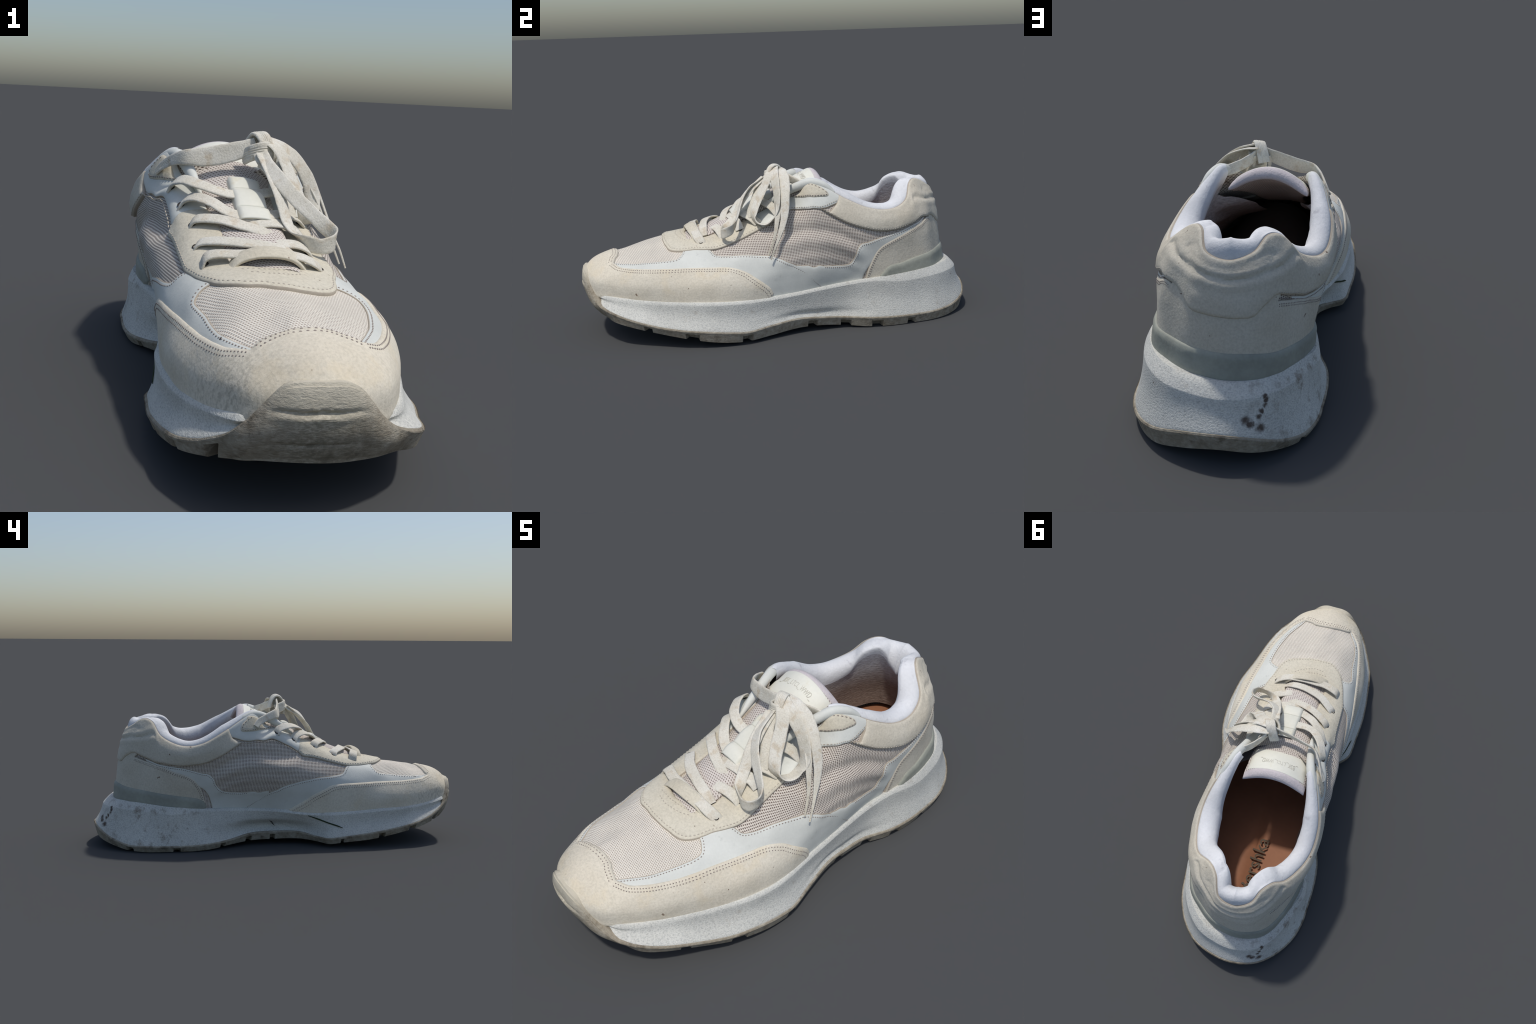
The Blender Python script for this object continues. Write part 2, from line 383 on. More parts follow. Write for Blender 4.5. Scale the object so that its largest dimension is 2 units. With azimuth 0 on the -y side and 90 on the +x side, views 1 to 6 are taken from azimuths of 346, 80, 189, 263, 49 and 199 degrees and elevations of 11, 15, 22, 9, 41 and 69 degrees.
# ---------------------------------------------------------------- upper body (last)
# each station is a meridian from the feather edge up to the spine of the vamp or to the collar seam
SPINE = {0:(-.075,-.735,.417), 2:(-.078,-.715,.420), 3:(-.080,-.69,.424), 4:(-.085,-.65,.430), 5:(-.085,-.59,.437), 6:(-.085,-.51,.454),
         7:(-.085,-.43,.468), 8:(-.085,-.33,.498), 9:(-.08,-.23,.536), 10:(-.08,-.13,.581), 11:(-.08,-.02,.635)}
PLUS = [
 [(-.068,-.978,.240), (-.068,-.980,.300), (-.068,-.955,.350), (-.068,-.90,.384), (-.068,-.82,.402), SPINE[0]],
 [(.000,-.968,.240), (.000,-.970,.300), (-.010,-.937,.350), (-.020,-.885,.383), (-.037,-.81,.403), SPINE[0]],
 [(.074,-.938,.236), (.078,-.930,.300), (.060,-.895,.348), (.035,-.845,.382), (-.022,-.78,.403), SPINE[2]],
 [(.128,-.884,.234), (.126,-.875,.300), (.105,-.830,.352), (.060,-.780,.388), (.000,-.735,.407), SPINE[3]],
 [(.188,-.773,.225), (.186,-.765,.290), (.154,-.745,.353), (.105,-.710,.391), (.020,-.680,.415), SPINE[4]],
 [(.235,-.659,.219), (.233,-.650,.290), (.200,-.640,.350), (.138,-.620,.398), (.030,-.600,.420), SPINE[5]],
 [(.275,-.546,.215), (.264,-.540,.290), (.222,-.525,.352), (.156,-.510,.405), (.050,-.500,.434), SPINE[6]],
 [(.306,-.433,.213), (.293,-.430,.290), (.250,-.420,.345), (.190,-.410,.397), (.090,-.410,.446), SPINE[7]],
 [(.317,-.318,.208), (.303,-.315,.280), (.268,-.315,.335), (.205,-.310,.400), (.115,-.310,.455), SPINE[8]],
 [(.306,-.198,.204), (.299,-.196,.270), (.275,-.195,.325), (.225,-.195,.405), (.125,-.200,.486), SPINE[9]],
 [(.285,-.075,.204), (.284,-.075,.270), (.278,-.075,.330), (.248,-.075,.400), (.150,-.090,.524), SPINE[10]],
 [(.269, .049,.211), (.272, .050,.280), (.269, .050,.340), (.245, .050,.430), (.165, .040,.575), SPINE[11]],
 [(.261, .115,.217), (.270, .115,.280), (.271, .115,.335), (.253, .110,.430), (.190, .105,.590), (.050,.070,.688)],
 [(.255, .174,.222), (.267, .172,.280), (.270, .170,.335), (.258, .170,.430), (.208, .165,.595), (.128,.150,.725)],
 [(.246, .300,.233), (.257, .300,.290), (.262, .300,.360), (.262, .300,.440), (.243, .298,.530), (.200,.298,.642)],
 [(.254, .420,.243), (.255, .420,.300), (.257, .420,.370), (.262, .420,.450), (.252, .420,.520), (.222,.420,.590)],
 [(.254, .530,.250), (.252, .530,.300), (.250, .530,.370), (.251, .530,.450), (.237, .530,.520), (.208,.535,.578)],
 [(.234, .640,.255), (.227, .640,.310), (.222, .640,.380), (.220, .640,.460), (.205, .635,.540), (.168,.617,.612)],
 [(.199, .735,.260), (.191, .735,.310), (.182, .735,.380), (.178, .730,.460), (.155, .712,.560), (.088,.664,.680)],
 [(.137, .800,.262), (.129, .800,.310), (.118, .798,.380), (.110, .788,.460), (.084, .768,.570), (.043,.715,.690)],
 [(.049, .862,.262), (.045, .856,.310), (.040, .852,.380), (.036, .840,.460), (.020, .816,.570), (.010,.796,.645)],
]
HEEL = [[(-.065,.886,.262), (-.065,.882,.310), (-.065,.877,.380), (-.065,.865,.460), (-.066,.833,.570), (-.069,.817,.628)]]
MINUS = [  # heel to toe
 [(-.165,.866,.262), (-.165,.860,.310), (-.163,.854,.380), (-.160,.842,.460), (-.152,.815,.570), (-.143,.785,.650)],
 [(-.226,.816,.258), (-.225,.812,.310), (-.221,.806,.380), (-.216,.796,.460), (-.206,.768,.570), (-.178,.725,.688)],
 [(-.268,.730,.250), (-.268,.727,.310), (-.267,.724,.380), (-.264,.714,.460), (-.254,.696,.560), (-.217,.675,.672)],
 [(-.297,.638,.242), (-.296,.638,.300), (-.297,.638,.370), (-.301,.637,.450), (-.297,.629,.530), (-.267,.627,.600)],
 [(-.311,.530,.228), (-.313,.530,.290), (-.323,.530,.360), (-.332,.530,.450), (-.337,.525,.510), (-.320,.523,.557)],
 [(-.296,.420,.218), (-.302,.420,.280), (-.322,.420,.360), (-.343,.420,.450), (-.352,.420,.515), (-.342,.420,.569)],
 [(-.275,.300,.212), (-.290,.300,.270), (-.319,.300,.340), (-.342,.300,.430), (-.350,.300,.520), (-.330,.300,.632)],
 [(-.263,.172,.209), (-.286,.172,.270), (-.320,.172,.340), (-.343,.170,.430), (-.325,.165,.570), (-.258,.150,.718)],
 [(-.263,.115,.207), (-.286,.115,.270), (-.322,.115,.340), (-.344,.110,.430), (-.310,.105,.575), (-.175,.070,.690)],
 [(-.268,.049,.204), (-.290,.050,.265), (-.325,.050,.340), (-.342,.050,.430), (-.290,.035,.570), (-.250,.015,.617), SPINE[11]],
 [(-.290,-.075,.194), (-.306,-.075,.260), (-.327,-.075,.330), (-.336,-.080,.420), (-.283,-.085,.520), (-.235,-.085,.572), SPINE[10]],
 [(-.312,-.198,.188), (-.320,-.198,.250), (-.332,-.198,.310), (-.328,-.198,.400), (-.283,-.198,.478), (-.220,-.200,.530), SPINE[9]],
 [(-.327,-.318,.190), (-.332,-.318,.260), (-.332,-.318,.335), (-.316,-.315,.390), (-.280,-.310,.447), (-.215,-.310,.487), SPINE[8]],
 [(-.334,-.433,.198), (-.338,-.433,.260), (-.322,-.430,.340), (-.295,-.425,.395), (-.260,-.420,.433), (-.200,-.420,.463), SPINE[7]],
 [(-.332,-.546,.207), (-.336,-.546,.270), (-.307,-.540,.343), (-.281,-.530,.394), (-.238,-.520,.431), (-.180,-.515,.453), SPINE[6]],
 [(-.321,-.659,.213), (-.321,-.650,.280), (-.283,-.630,.356), (-.242,-.610,.402), (-.180,-.600,.440), SPINE[5]],
 [(-.288,-.783,.225), (-.287,-.775,.280), (-.260,-.755,.351), (-.226,-.730,.389), (-.160,-.690,.423), SPINE[4]],
 [(-.251,-.868,.238), (-.249,-.858,.300), (-.222,-.830,.352), (-.185,-.790,.388), (-.135,-.740,.409), SPINE[3]],
 [(-.208,-.932,.250), (-.207,-.923,.305), (-.185,-.885,.352), (-.150,-.840,.387), (-.115,-.780,.405), SPINE[2]],
 [(-.140,-.967,.242), (-.140,-.968,.300), (-.130,-.935,.352), (-.115,-.880,.384), (-.100,-.810,.403), SPINE[0]],
]
STATIONS = PLUS + HEEL + MINUS
NST = len(STATIONS)                      # 42 stations; index = pattern coordinate u
NW, PER = 90, 14
NT = NST * PER
def tuck(m):
    m = np.asarray(m, float)                 # let the upper run 2 cm down into the sole
    return np.vstack([m[0] - .02 * unit(m[1] - m[0]), m])
MER = np.stack([smooth_curve(tuck(m), NW) for m in STATIONS])
BODY = crom(MER, np.arange(NT) / PER, True)          # (NT, NW, 3)
# flat pattern chart: (u, w) laid out as a plane, spine and opening inside, feather edge outside
def chart_plane():
    top = BODY[:, -1]
    L = np.linalg.norm(np.diff(BODY, axis=1), axis=2).sum(1)
    u = np.arange(NT) / PER
    inner = np.zeros((NT, 2))
    # opening part: plain oval, everything interpolated smoothly from station to station
    k = np.arange(NST); a = np.where(k <= NST // 2, k, NST - k); sg = np.where(k <= NST // 2, 1.0, -1.0); sg[NST // 2] = 0; sg[0] = 0
    ix = np.interp(a, [0, 11, 12, 13, 14, 15, 16, 17, 18, 19, 20, 21], [0, 0, .035, .085, .13, .155, .165, .155, .13, .09, .045, 0])
    iy = np.interp(a, np.r_[0:11, 11:22], np.r_[MER[:11, -1, 1], -.02, .06, .15, .27, .39, .50, .60, .68, .74, .775, .785])
    th = np.interp(a, [0, 1, 2, 3, 4, 5, 7, 11, 13, 15, 17, 18, 19, 20, 21], np.radians([-90, -75, -58, -42, -25, -12, -4, -4, 0, 5, 15, 27, 43, 65, 90]))
    cx = np.cos(th) * np.where(k <= NST // 2, 1, -1); cy = np.sin(th)
    tab = np.stack([-.08 + sg * ix, iy, cx, cy], 1)
    tab = crom(tab, u, True)
    inner = tab[:, :2]; d = unit(tab[:, 2:])
    fr = (u <= 10) | (u >= NST - 10); inner[fr, 0] = -.08
    s = np.linspace(1, 0, NW)
    return inner[:, None] + d[:, None] * (L[:, None] * s)[..., None]
CHART = chart_plane()
# relax the surface across the spine so that both flanks meet without a crease
def relax_spine():
    n = 11 * PER
    idx = np.arange(0, n + 1); mir = (-idx) % NT
    for _ in range(30):
        for k in range(NW - 1, NW - 12, -1):
            wgt = (k - (NW - 12)) / 11
            for a, b in ((idx, mir), (mir, idx)):
                up = BODY[b, NW - 2] if k == NW - 1 else BODY[a, k + 1]
                avg = .5 * (BODY[a, k - 1] + up)
                fade = wgt * sstep(0, 2.5 * PER, np.minimum(a, (-a) % NT))
                BODY[a, k] += .5 * fade[:, None] * (avg - BODY[a, k])
        m = .5 * (BODY[idx, -1] + BODY[mir, -1]); BODY[idx, -1] = m; BODY[mir, -1] = m
relax_spine()
BFACES = grid_faces(NT, NW)
BF = np.array(BFACES)
BV = BODY.reshape(-1, 3); CV = CHART.reshape(-1, 2)
# === PANELS
BN = np.zeros_like(BODY)
du = np.roll(BODY, -1, 0) - np.roll(BODY, 1, 0); dw = np.gradient(BODY, axis=1)
BN = unit(np.cross(dw, du)).reshape(-1, 3)
if (BN[:, 0] * (BV[:, 0] + .05)).sum() < 0: BN = -BN
OUTER = BV.copy()                                    # the surface measured includes the sewn-on layers: set the fabric a little below it
uu_ = np.repeat(np.arange(NT) / PER, NW); ww_ = np.tile(np.linspace(0, 1, NW), NT)
rear = sstep(12.5, 14.0, uu_) * (1 - sstep(28.0, 29.5, uu_))
INSET = .0075 * (1 - sstep(.72, .95, ww_) * (1 - rear)) + .005 * rear
# soft horizontal fold across each side: swollen below the crest line, hollow above it
crest = np.interp(OUTER[:, 1], [-.15, -.02, .09, .19, .26, .34, .42], [.485, .466, .482, .472, .448, .404, .370])
win = sstep(-.16, -.02, OUTER[:, 1]) * (1 - sstep(.30, .42, OUTER[:, 1])) * (np.abs(OUTER[:, 0] + .04) > .14)
zz = OUTER[:, 2] - crest
FOLD = win * (.010 * np.exp(-((zz + .030) / .030) ** 2) - .011 * np.exp(-((zz - .028) / .026) ** 2))
FOLD += win * .004 * np.exp(-((zz + .105) / .02) ** 2)
BV = BV - BN * (INSET - FOLD)[:, None]; BODY = BV.reshape(NT, NW, 3)
TRI = np.vstack([BF[:, [0, 1, 2]], BF[:, [0, 2, 3]]])
CHART_BVH = BVHTree.FromPolygons([Vector((x, y, 0)) for x, y in CV], [tuple(int(i) for i in t) for t in TRI])
BODY_BVH = BVHTree.FromPolygons([Vector(v) for v in BV], [tuple(int(i) for i in t) for t in TRI])

def to_body(Q):
    """pattern points (n,2) -> positions and normals on the upper"""
    P = np.zeros((len(Q), 3)); N = np.zeros((len(Q), 3))
    for k, (x, y) in enumerate(Q):
        loc, _, i, _ = CHART_BVH.find_nearest(Vector((x, y, 0)))
        a, b, c = TRI[i]; A, B, C = CV[a], CV[b], CV[c]
        d = (B[0] - A[0]) * (C[1] - A[1]) - (C[0] - A[0]) * (B[1] - A[1])
        if abs(d) < 1e-12: l1 = l2 = 1 / 3
        else:
            l1 = ((loc.x - A[0]) * (C[1] - A[1]) - (C[0] - A[0]) * (loc.y - A[1])) / d
            l2 = ((B[0] - A[0]) * (loc.y - A[1]) - (loc.x - A[0]) * (B[1] - A[1])) / d
        w = (1 - l1 - l2, l1, l2)
        P[k] = w[0] * BV[a] + w[1] * BV[b] + w[2] * BV[c]
        N[k] = w[0] * BN[a] + w[1] * BN[b] + w[2] * BN[c]
    return P, unit(N)

def edge_run(p_from, p_to, row, step):
    """pattern points along the feather edge (row 0) or collar edge (row -1)"""
    R = CHART[:, row]
    i = int(np.argmin(np.linalg.norm(R - p_from, axis=1))); j = int(np.argmin(np.linalg.norm(R - p_to, axis=1)))
    n = (j - i) % NT if step > 0 else (i - j) % NT
    return R[(i + step * np.arange(n + 1)) % NT]

def resample(P, d):
    P = np.asarray(P, float); s = chord(P); n = max(2, int(s[-1] / d) + 1)
    t = np.linspace(0, s[-1], n)
    return np.stack([np.interp(t, s, P[:, 0]), np.interp(t, s, P[:, 1])], 1)

def outline(*segs, d=.006):
    """closed outline from segments; each list of control points is smoothed, arrays are taken as they are"""
    out = []
    for s in segs:
        s = smooth_curve(s, 12 * len(s)) if isinstance(s, list) and len(s) > 2 else np.asarray(s, float)
        out.append(s)
    P = np.vstack(out); P = np.vstack([P, P[:1]])
    P = resample(P, d)[:-1]
    keep = [0]
    for i in range(1, len(P)):
        if np.linalg.norm(P[i] - P[keep[-1]]) > d * .3: keep.append(i)
    return P[keep]

def inside(poly, Q):
    x, y = Q[:, 0], Q[:, 1]; r = np.zeros(len(Q), bool)
    for (x1, y1), (x2, y2) in zip(poly, np.roll(poly, -1, 0)):
        c = (y1 > y) != (y2 > y)
        with np.errstate(divide="ignore", invalid="ignore"):
            r ^= c & (x < (x2 - x1) * (y - y1) / (y2 - y1 + 1e-30) + x1)
    return r

def dist_to(poly, Q, closed=True):
    A = poly if closed else poly[:-1]; B = np.roll(poly, -1, 0) if closed else poly[1:]
    best = np.full(len(Q), 9.0)
    for a, b in zip(A, B):
        ab = b - a; t = np.clip(((Q - a) @ ab) / max(ab @ ab, 1e-12), 0, 1)
        best = np.minimum(best, np.linalg.norm(Q - a - t[:, None] * ab, axis=1))
    return best

def panel_mesh(poly, height, grid=.012, rims=(.0025, .006, .011), relief=None, lift=.45, wobble=.0012):
    """shell laid on the upper: rounded rim, skirt down to the layer below"""
    pts = [poly]; nb = len(poly)
    for r in rims:
        t = unit(np.roll(poly, -1, 0) - np.roll(poly, 1, 0)); n = np.stack([-t[:, 1], t[:, 0]], 1)
        area = np.sum(poly[:, 0] * np.roll(poly[:, 1], -1) - poly[:, 1] * np.roll(poly[:, 0], -1))
        q = poly + n * r * np.sign(area)
        ok = inside(poly, q); q = q[ok]; q = q[dist_to(poly, q) > r * .85]
        pts.append(q)
    lo, hi = poly.min(0), poly.max(0)
    gx, gy = np.meshgrid(np.arange(lo[0], hi[0], grid), np.arange(lo[1], hi[1], grid * .866))
    gx[1::2] += grid / 2
    q = np.stack([gx.ravel(), gy.ravel()], 1); q = q[inside(poly, q)]
    q = q[dist_to(poly, q) > rims[-1] + grid * .4]
    pts.append(q)
    Q = np.vstack(pts)
    res = delaunay_2d_cdt([Vector(p) for p in Q], [(i, (i + 1) % nb) for i in range(nb)], [list(range(nb))], 1, 1e-7)
    Q = np.array([(v.x, v.y) for v in res[0]]); F = [tuple(f) for f in res[2]]
    P, N = to_body(Q)
    D = dist_to(poly, Q)
    H = height * (lift + (1 - lift) * np.sqrt(np.clip(D / rims[-1], 0, 1)))
    H = H + np.array([wobble * fbm(p, 9) for p in P]) * np.clip(D / .03, 0, 1)
    if relief is not None: H = H + relief(Q, P, D)
    V = P + N * H[:, None]
    # skirt along open edges
    cnt = {}
    for f in F:
        for a, b in zip(f, f[1:] + f[:1]): cnt[(a, b)] = 1
    rim = [(a, b) for (a, b) in cnt if (b, a) not in cnt]
    low = {}; V = list(V)
    for a, b in rim:
        for i in (a, b):
            if i not in low:
                low[i] = len(V); V.append(P[i] - N[i] * .004)
    # orientation
    f = F[len(F) // 2]; nn = np.cross(V[f[1]] - V[f[0]], V[f[2]] - V[f[0]])
    if nn @ N[f[0]] < 0:
        F = [g[::-1] for g in F]; rim = [(b, a) for a, b in rim]
    nf = len(F); raw = set(i for i in range(nf) if max(D[j] for j in F[i]) < rims[0] * 1.05)
    for a, b in rim: F.append((b, a, low[a], low[b])); raw.add(len(F) - 1)
    return np.array(V), F, raw

def panel(name, poly, mat, height, parent=None, **kw):
    V, F, raw = panel_mesh(poly, height, **kw)
    ob = add_object(name, V, F, mat, parent, angle=55)
    if name not in ("heel_clip", "toe_cap") and len(ob.data.polygons) == len(F):
        ob.data.materials.append(M_CUT)
        ob.data.polygons.foreach_set("material_index", [1 if i in raw else 0 for i in range(len(F))])
    return ob

def offset_curve(C, off):
    t = unit(np.gradient(C, axis=0)); n = np.stack([-t[:, 1], t[:, 0]], 1)
    return C + n * off

def stitch_row(C, height, spacing=.0135, length=.0085, rad=.0021, width=None):
    """a row of little thread bars along pattern curve C, lifted by height"""
    s = chord(C); n = int(s[-1] / spacing); width = width or rad
    V, F = [], []
    for k in range(n):
        m = (k + .5) * spacing
        q = np.array([[np.interp(m + e * length / 2, s, C[:, 0]), np.interp(m + e * length / 2, s, C[:, 1])] for e in (-1, 0, 1)])
        P, N = to_body(q)
        d = unit(P[2] - P[0]); nn = N[1]; sd = unit(np.cross(d, nn)); b0 = len(V)
        for p, hh, ww in ((P[0], -.25, .5), (P[1] * .6 + P[0] * .4, .9, 1), (P[1] * .6 + P[2] * .4, .9, 1), (P[2], -.25, .5)):
            o = p + nn * height
            V += [o - sd * width * ww - nn * rad, o - sd * width * ww * .7 + nn * rad * hh, o + sd * width * ww * .7 + nn * rad * hh, o + sd * width * ww - nn * rad]
        for r in range(3):
            for c in range(3): F.append((b0 + r * 4 + c, b0 + r * 4 + c + 1, b0 + r * 4 + 4 + c + 1, b0 + r * 4 + 4 + c))
        F.append((b0, b0 + 1, b0 + 2, b0 + 3)); F.append((b0 + 15, b0 + 14, b0 + 13, b0 + 12))
    return V, F

def stitching(parent, mat, rows):
    V, F = [], []
    for r in rows:
        v, f = stitch_row(**r); o = len(V); V += v; F += [tuple(i + o for i in q) for q in f]
    return add_object("stitching", V, F, mat, parent, kind="stuff")

# flat pattern pieces: seam control points on the unfolded upper (pattern metres)
SEAM = {
 "overlay_top_plus": [(0.044,-0.856), (0.07,-0.825), (0.097,-0.792), (0.121,-0.759), (0.137,-0.723), (0.15,-0.686), (0.161,-0.651), (0.169,-0.62), (0.175,-0.592), (0.173,-0.565),
   (0.14,-0.544), (0.096,-0.527), (0.098,-0.495), (0.112,-0.462), (0.131,-0.431), (0.165,-0.41), (0.203,-0.393), (0.221,-0.363), (0.233,-0.333), (0.242,-0.304),
   (0.252,-0.277), (0.265,-0.25), (0.281,-0.223), (0.299,-0.197), (0.317,-0.171), (0.358,-0.136), (0.392,-0.113), (0.424,-0.087), (0.452,-0.059), (0.461,-0.024),
   (0.458,0.023), (0.49,0.075), (0.539,0.132)],
 "toe_plus": [(0.505,-0.183), (0.47,-0.193), (0.435,-0.213), (0.403,-0.234), (0.373,-0.255), (0.346,-0.275), (0.323,-0.299), (0.305,-0.324), (0.292,-0.352), (0.283,-0.383),
   (0.275,-0.415), (0.267,-0.448), (0.258,-0.481), (0.249,-0.513), (0.24,-0.544), (0.232,-0.573), (0.225,-0.6), (0.216,-0.628), (0.206,-0.659), (0.193,-0.694),
   (0.177,-0.731), (0.157,-0.767), (0.13,-0.802), (0.095,-0.836), (0.044,-0.86)],
 "toe_top": [(0.044,-0.86), (0.005,-0.845), (-0.021,-0.827), (-0.055,-0.819), (-0.079,-0.814), (-0.104,-0.818), (-0.149,-0.822), (-0.193,-0.833), (-0.208,-0.847)],
 "toe_minus": [(-0.208,-0.847), (-0.261,-0.788), (-0.286,-0.738), (-0.299,-0.702), (-0.311,-0.668), (-0.321,-0.631), (-0.333,-0.589), (-0.344,-0.549), (-0.353,-0.512), (-0.362,-0.478),
   (-0.372,-0.443), (-0.383,-0.409), (-0.396,-0.375), (-0.412,-0.343), (-0.433,-0.313), (-0.463,-0.288), (-0.494,-0.263), (-0.525,-0.239), (-0.561,-0.218), (-0.596,-0.196),
   (-0.63,-0.173), (-0.667,-0.149)],
 "overlay_top_minus": [(-0.7,0.173), (-0.681,0.129), (-0.638,0.062), (-0.619,0.001), (-0.614,-0.048), (-0.592,-0.079), (-0.557,-0.104), (-0.525,-0.13), (-0.498,-0.157), (-0.473,-0.184),
   (-0.45,-0.212), (-0.427,-0.241), (-0.406,-0.271), (-0.386,-0.302), (-0.364,-0.334), (-0.338,-0.366), (-0.299,-0.384), (-0.258,-0.408), (-0.232,-0.446), (-0.216,-0.482),
   (-0.218,-0.517), (-0.261,-0.528), (-0.288,-0.548), (-0.282,-0.59), (-0.274,-0.632), (-0.272,-0.665), (-0.269,-0.697), (-0.262,-0.732), (-0.238,-0.784), (-0.203,-0.843)],
 "rear_plus": [(0.435,-0.08), (0.44,-0.043), (0.41,0.011), (0.411,0.078), (0.434,0.146), (0.425,0.189), (0.408,0.226), (0.391,0.262), (0.367,0.294), (0.331,0.311),
   (0.294,0.322), (0.264,0.345), (0.249,0.382), (0.234,0.417), (0.222,0.454), (0.214,0.493), (0.21,0.532), (0.208,0.57), (0.207,0.608), (0.211,0.654),
   (0.225,0.716), (0.218,0.793)],
 "rear_minus": [(-0.339,0.85), (-0.374,0.806), (-0.393,0.754), (-0.39,0.69), (-0.381,0.635), (-0.374,0.593), (-0.368,0.556), (-0.365,0.518), (-0.37,0.481), (-0.381,0.444),
   (-0.396,0.407), (-0.412,0.369), (-0.445,0.342), (-0.488,0.328), (-0.529,0.302), (-0.557,0.266), (-0.578,0.229), (-0.598,0.191), (-0.609,0.147), (-0.593,0.078),
   (-0.588,0.009), (-0.604,-0.046)],
 "counter_plus": [(0.435,0.379), (0.398,0.387), (0.362,0.399), (0.328,0.413), (0.296,0.43), (0.269,0.456), (0.252,0.489), (0.24,0.524), (0.232,0.559), (0.226,0.594),
   (0.223,0.631), (0.229,0.682), (0.238,0.746), (0.204,0.841)],
 "counter_minus": [(-0.347,0.865), (-0.382,0.818), (-0.401,0.765), (-0.398,0.7), (-0.39,0.644), (-0.389,0.605), (-0.391,0.571), (-0.394,0.536), (-0.4,0.5), (-0.416,0.466),
   (-0.445,0.439), (-0.481,0.419), (-0.521,0.406), (-0.561,0.397), (-0.602,0.389)],
 "collar_low": [(0.152,0.154), (0.163,0.182), (0.168,0.208), (0.171,0.235), (0.174,0.262), (0.177,0.293), (0.18,0.326), (0.183,0.361), (0.187,0.398), (0.19,0.438),
   (0.193,0.48), (0.196,0.522), (0.197,0.562), (0.198,0.601), (0.203,0.648), (0.224,0.766), (0.21,0.819), (0.185,0.856), (0.16,0.887), (0.131,0.911),
   (0.107,0.929), (0.079,0.945), (0.045,0.955), (0.012,0.96), (-0.018,0.963), (-0.045,0.965), (-0.072,0.966), (-0.099,0.968), (-0.126,0.97), (-0.154,0.969),
   (-0.184,0.967), (-0.212,0.957), (-0.233,0.94), (-0.259,0.922), (-0.29,0.901), (-0.326,0.857), (-0.365,0.815), (-0.387,0.767), (-0.39,0.706), (-0.378,0.646),
   (-0.369,0.602), (-0.362,0.564), (-0.356,0.527), (-0.351,0.488), (-0.346,0.449), (-0.345,0.411), (-0.343,0.374), (-0.34,0.339), (-0.336,0.306), (-0.33,0.275),
   (-0.324,0.247), (-0.318,0.22), (-0.311,0.194)],
 "tab_low": [(0.11,0.664), (0.134,0.732), (0.13,0.778), (0.108,0.813), (0.071,0.834), (0.021,0.836), (-0.013,0.837), (-0.035,0.841), (-0.054,0.843), (-0.072,0.845),
   (-0.091,0.847), (-0.109,0.848), (-0.127,0.848), (-0.147,0.846), (-0.171,0.841), (-0.203,0.834), (-0.24,0.822), (-0.264,0.796), (-0.277,0.762), (-0.277,0.721),
   (-0.259,0.665)],
 "eyestay_low": [(-0.315,-0.157), (-0.329,-0.183), (-0.316,-0.217), (-0.307,-0.252), (-0.3,-0.286), (-0.293,-0.321), (-0.288,-0.356), (-0.284,-0.392), (-0.27,-0.431), (-0.256,-0.469),
   (-0.237,-0.508), (-0.207,-0.553), (-0.154,-0.589), (-0.121,-0.589), (-0.09,-0.586), (-0.059,-0.589), (-0.029,-0.592), (0,-0.593), (0.028,-0.591), (0.055,-0.59),
   (0.086,-0.581), (0.111,-0.556), (0.126,-0.521), (0.136,-0.486), (0.151,-0.453), (0.164,-0.419), (0.173,-0.383), (0.173,-0.349), (0.169,-0.317), (0.163,-0.287),
   (0.16,-0.256), (0.158,-0.225), (0.158,-0.195), (0.159,-0.165)],
 "wing_plus": [(0.159,-0.165), (0.152,-0.1), (0.141,-0.035), (0.132,0.001), (0.117,0.043), (0.133,0.091), (0.153,0.144), (0.14,0.182), (0.112,0.213), (0.082,0.242),
   (0.054,0.269)],
 "wing_minus": [(-0.314,-0.157), (-0.31,-0.122), (-0.313,-0.085), (-0.313,-0.044), (-0.302,0.012), (-0.294,0.068), (-0.32,0.138), (-0.31,0.181), (-0.282,0.215), (-0.253,0.246),
   (-0.225,0.277)],
 "patch_plus": [(0.029,0.025), (0.043,0.052), (0.068,0.088), (0.095,0.133), (0.091,0.17), (0.073,0.202), (0.05,0.203), (0.036,0.183), (0.026,0.159), (0.009,0.13)],
 "patch_minus": [(-0.216,-0.02), (-0.217,0.02), (-0.229,0.064), (-0.267,0.125), (-0.268,0.169), (-0.249,0.202), (-0.216,0.201), (-0.197,0.181), (-0.18,0.154)],
 "throat": [(.035,-.165), (.036,-.25), (.038,-.34), (.040,-.42), (.020,-.458), (-.040,-.470), (-.100,-.468), (-.150,-.450), (-.158,-.40), (-.154,-.327), (-.153,-.268), (-.165,-.197), (-.179,-.161)],
}
S = SEAM

M_CUT = plain_mat("raw_cut_edge", (0.50, 0.44, 0.355), 0.95, 0.12, 120, 0.1)
M_WHITE = plain_mat("white_synthetic_leather", (0.70, 0.71, 0.655), 0.6, 0.06, 130, 0.15, 0.02, stain=((0.45, 0.46, 0.42), 26, 0.60, 0.35))
M_CREAM = nubuck_mat("cream_nubuck", (0.65, 0.605, 0.505))
M_TOE = nubuck_mat("cream_nubuck_scuffed_shaded", (0.76, 0.705, 0.585), True)
M_BEIGE = nubuck_mat("beige_suede", (0.68, 0.635, 0.52))
M_CLIP = plain_mat("heel_clip_plastic", (0.38, 0.39, 0.33), 0.6, 0.14, 60, 0.25, 0.03)
M_THREAD = plain_mat("thread", (0.33, 0.285, 0.25), 0.9, 0.1, 100, 0)
M_THREADL = plain_mat("pale_thread", (0.52, 0.47, 0.39), 0.9, 0.1, 100, 0)
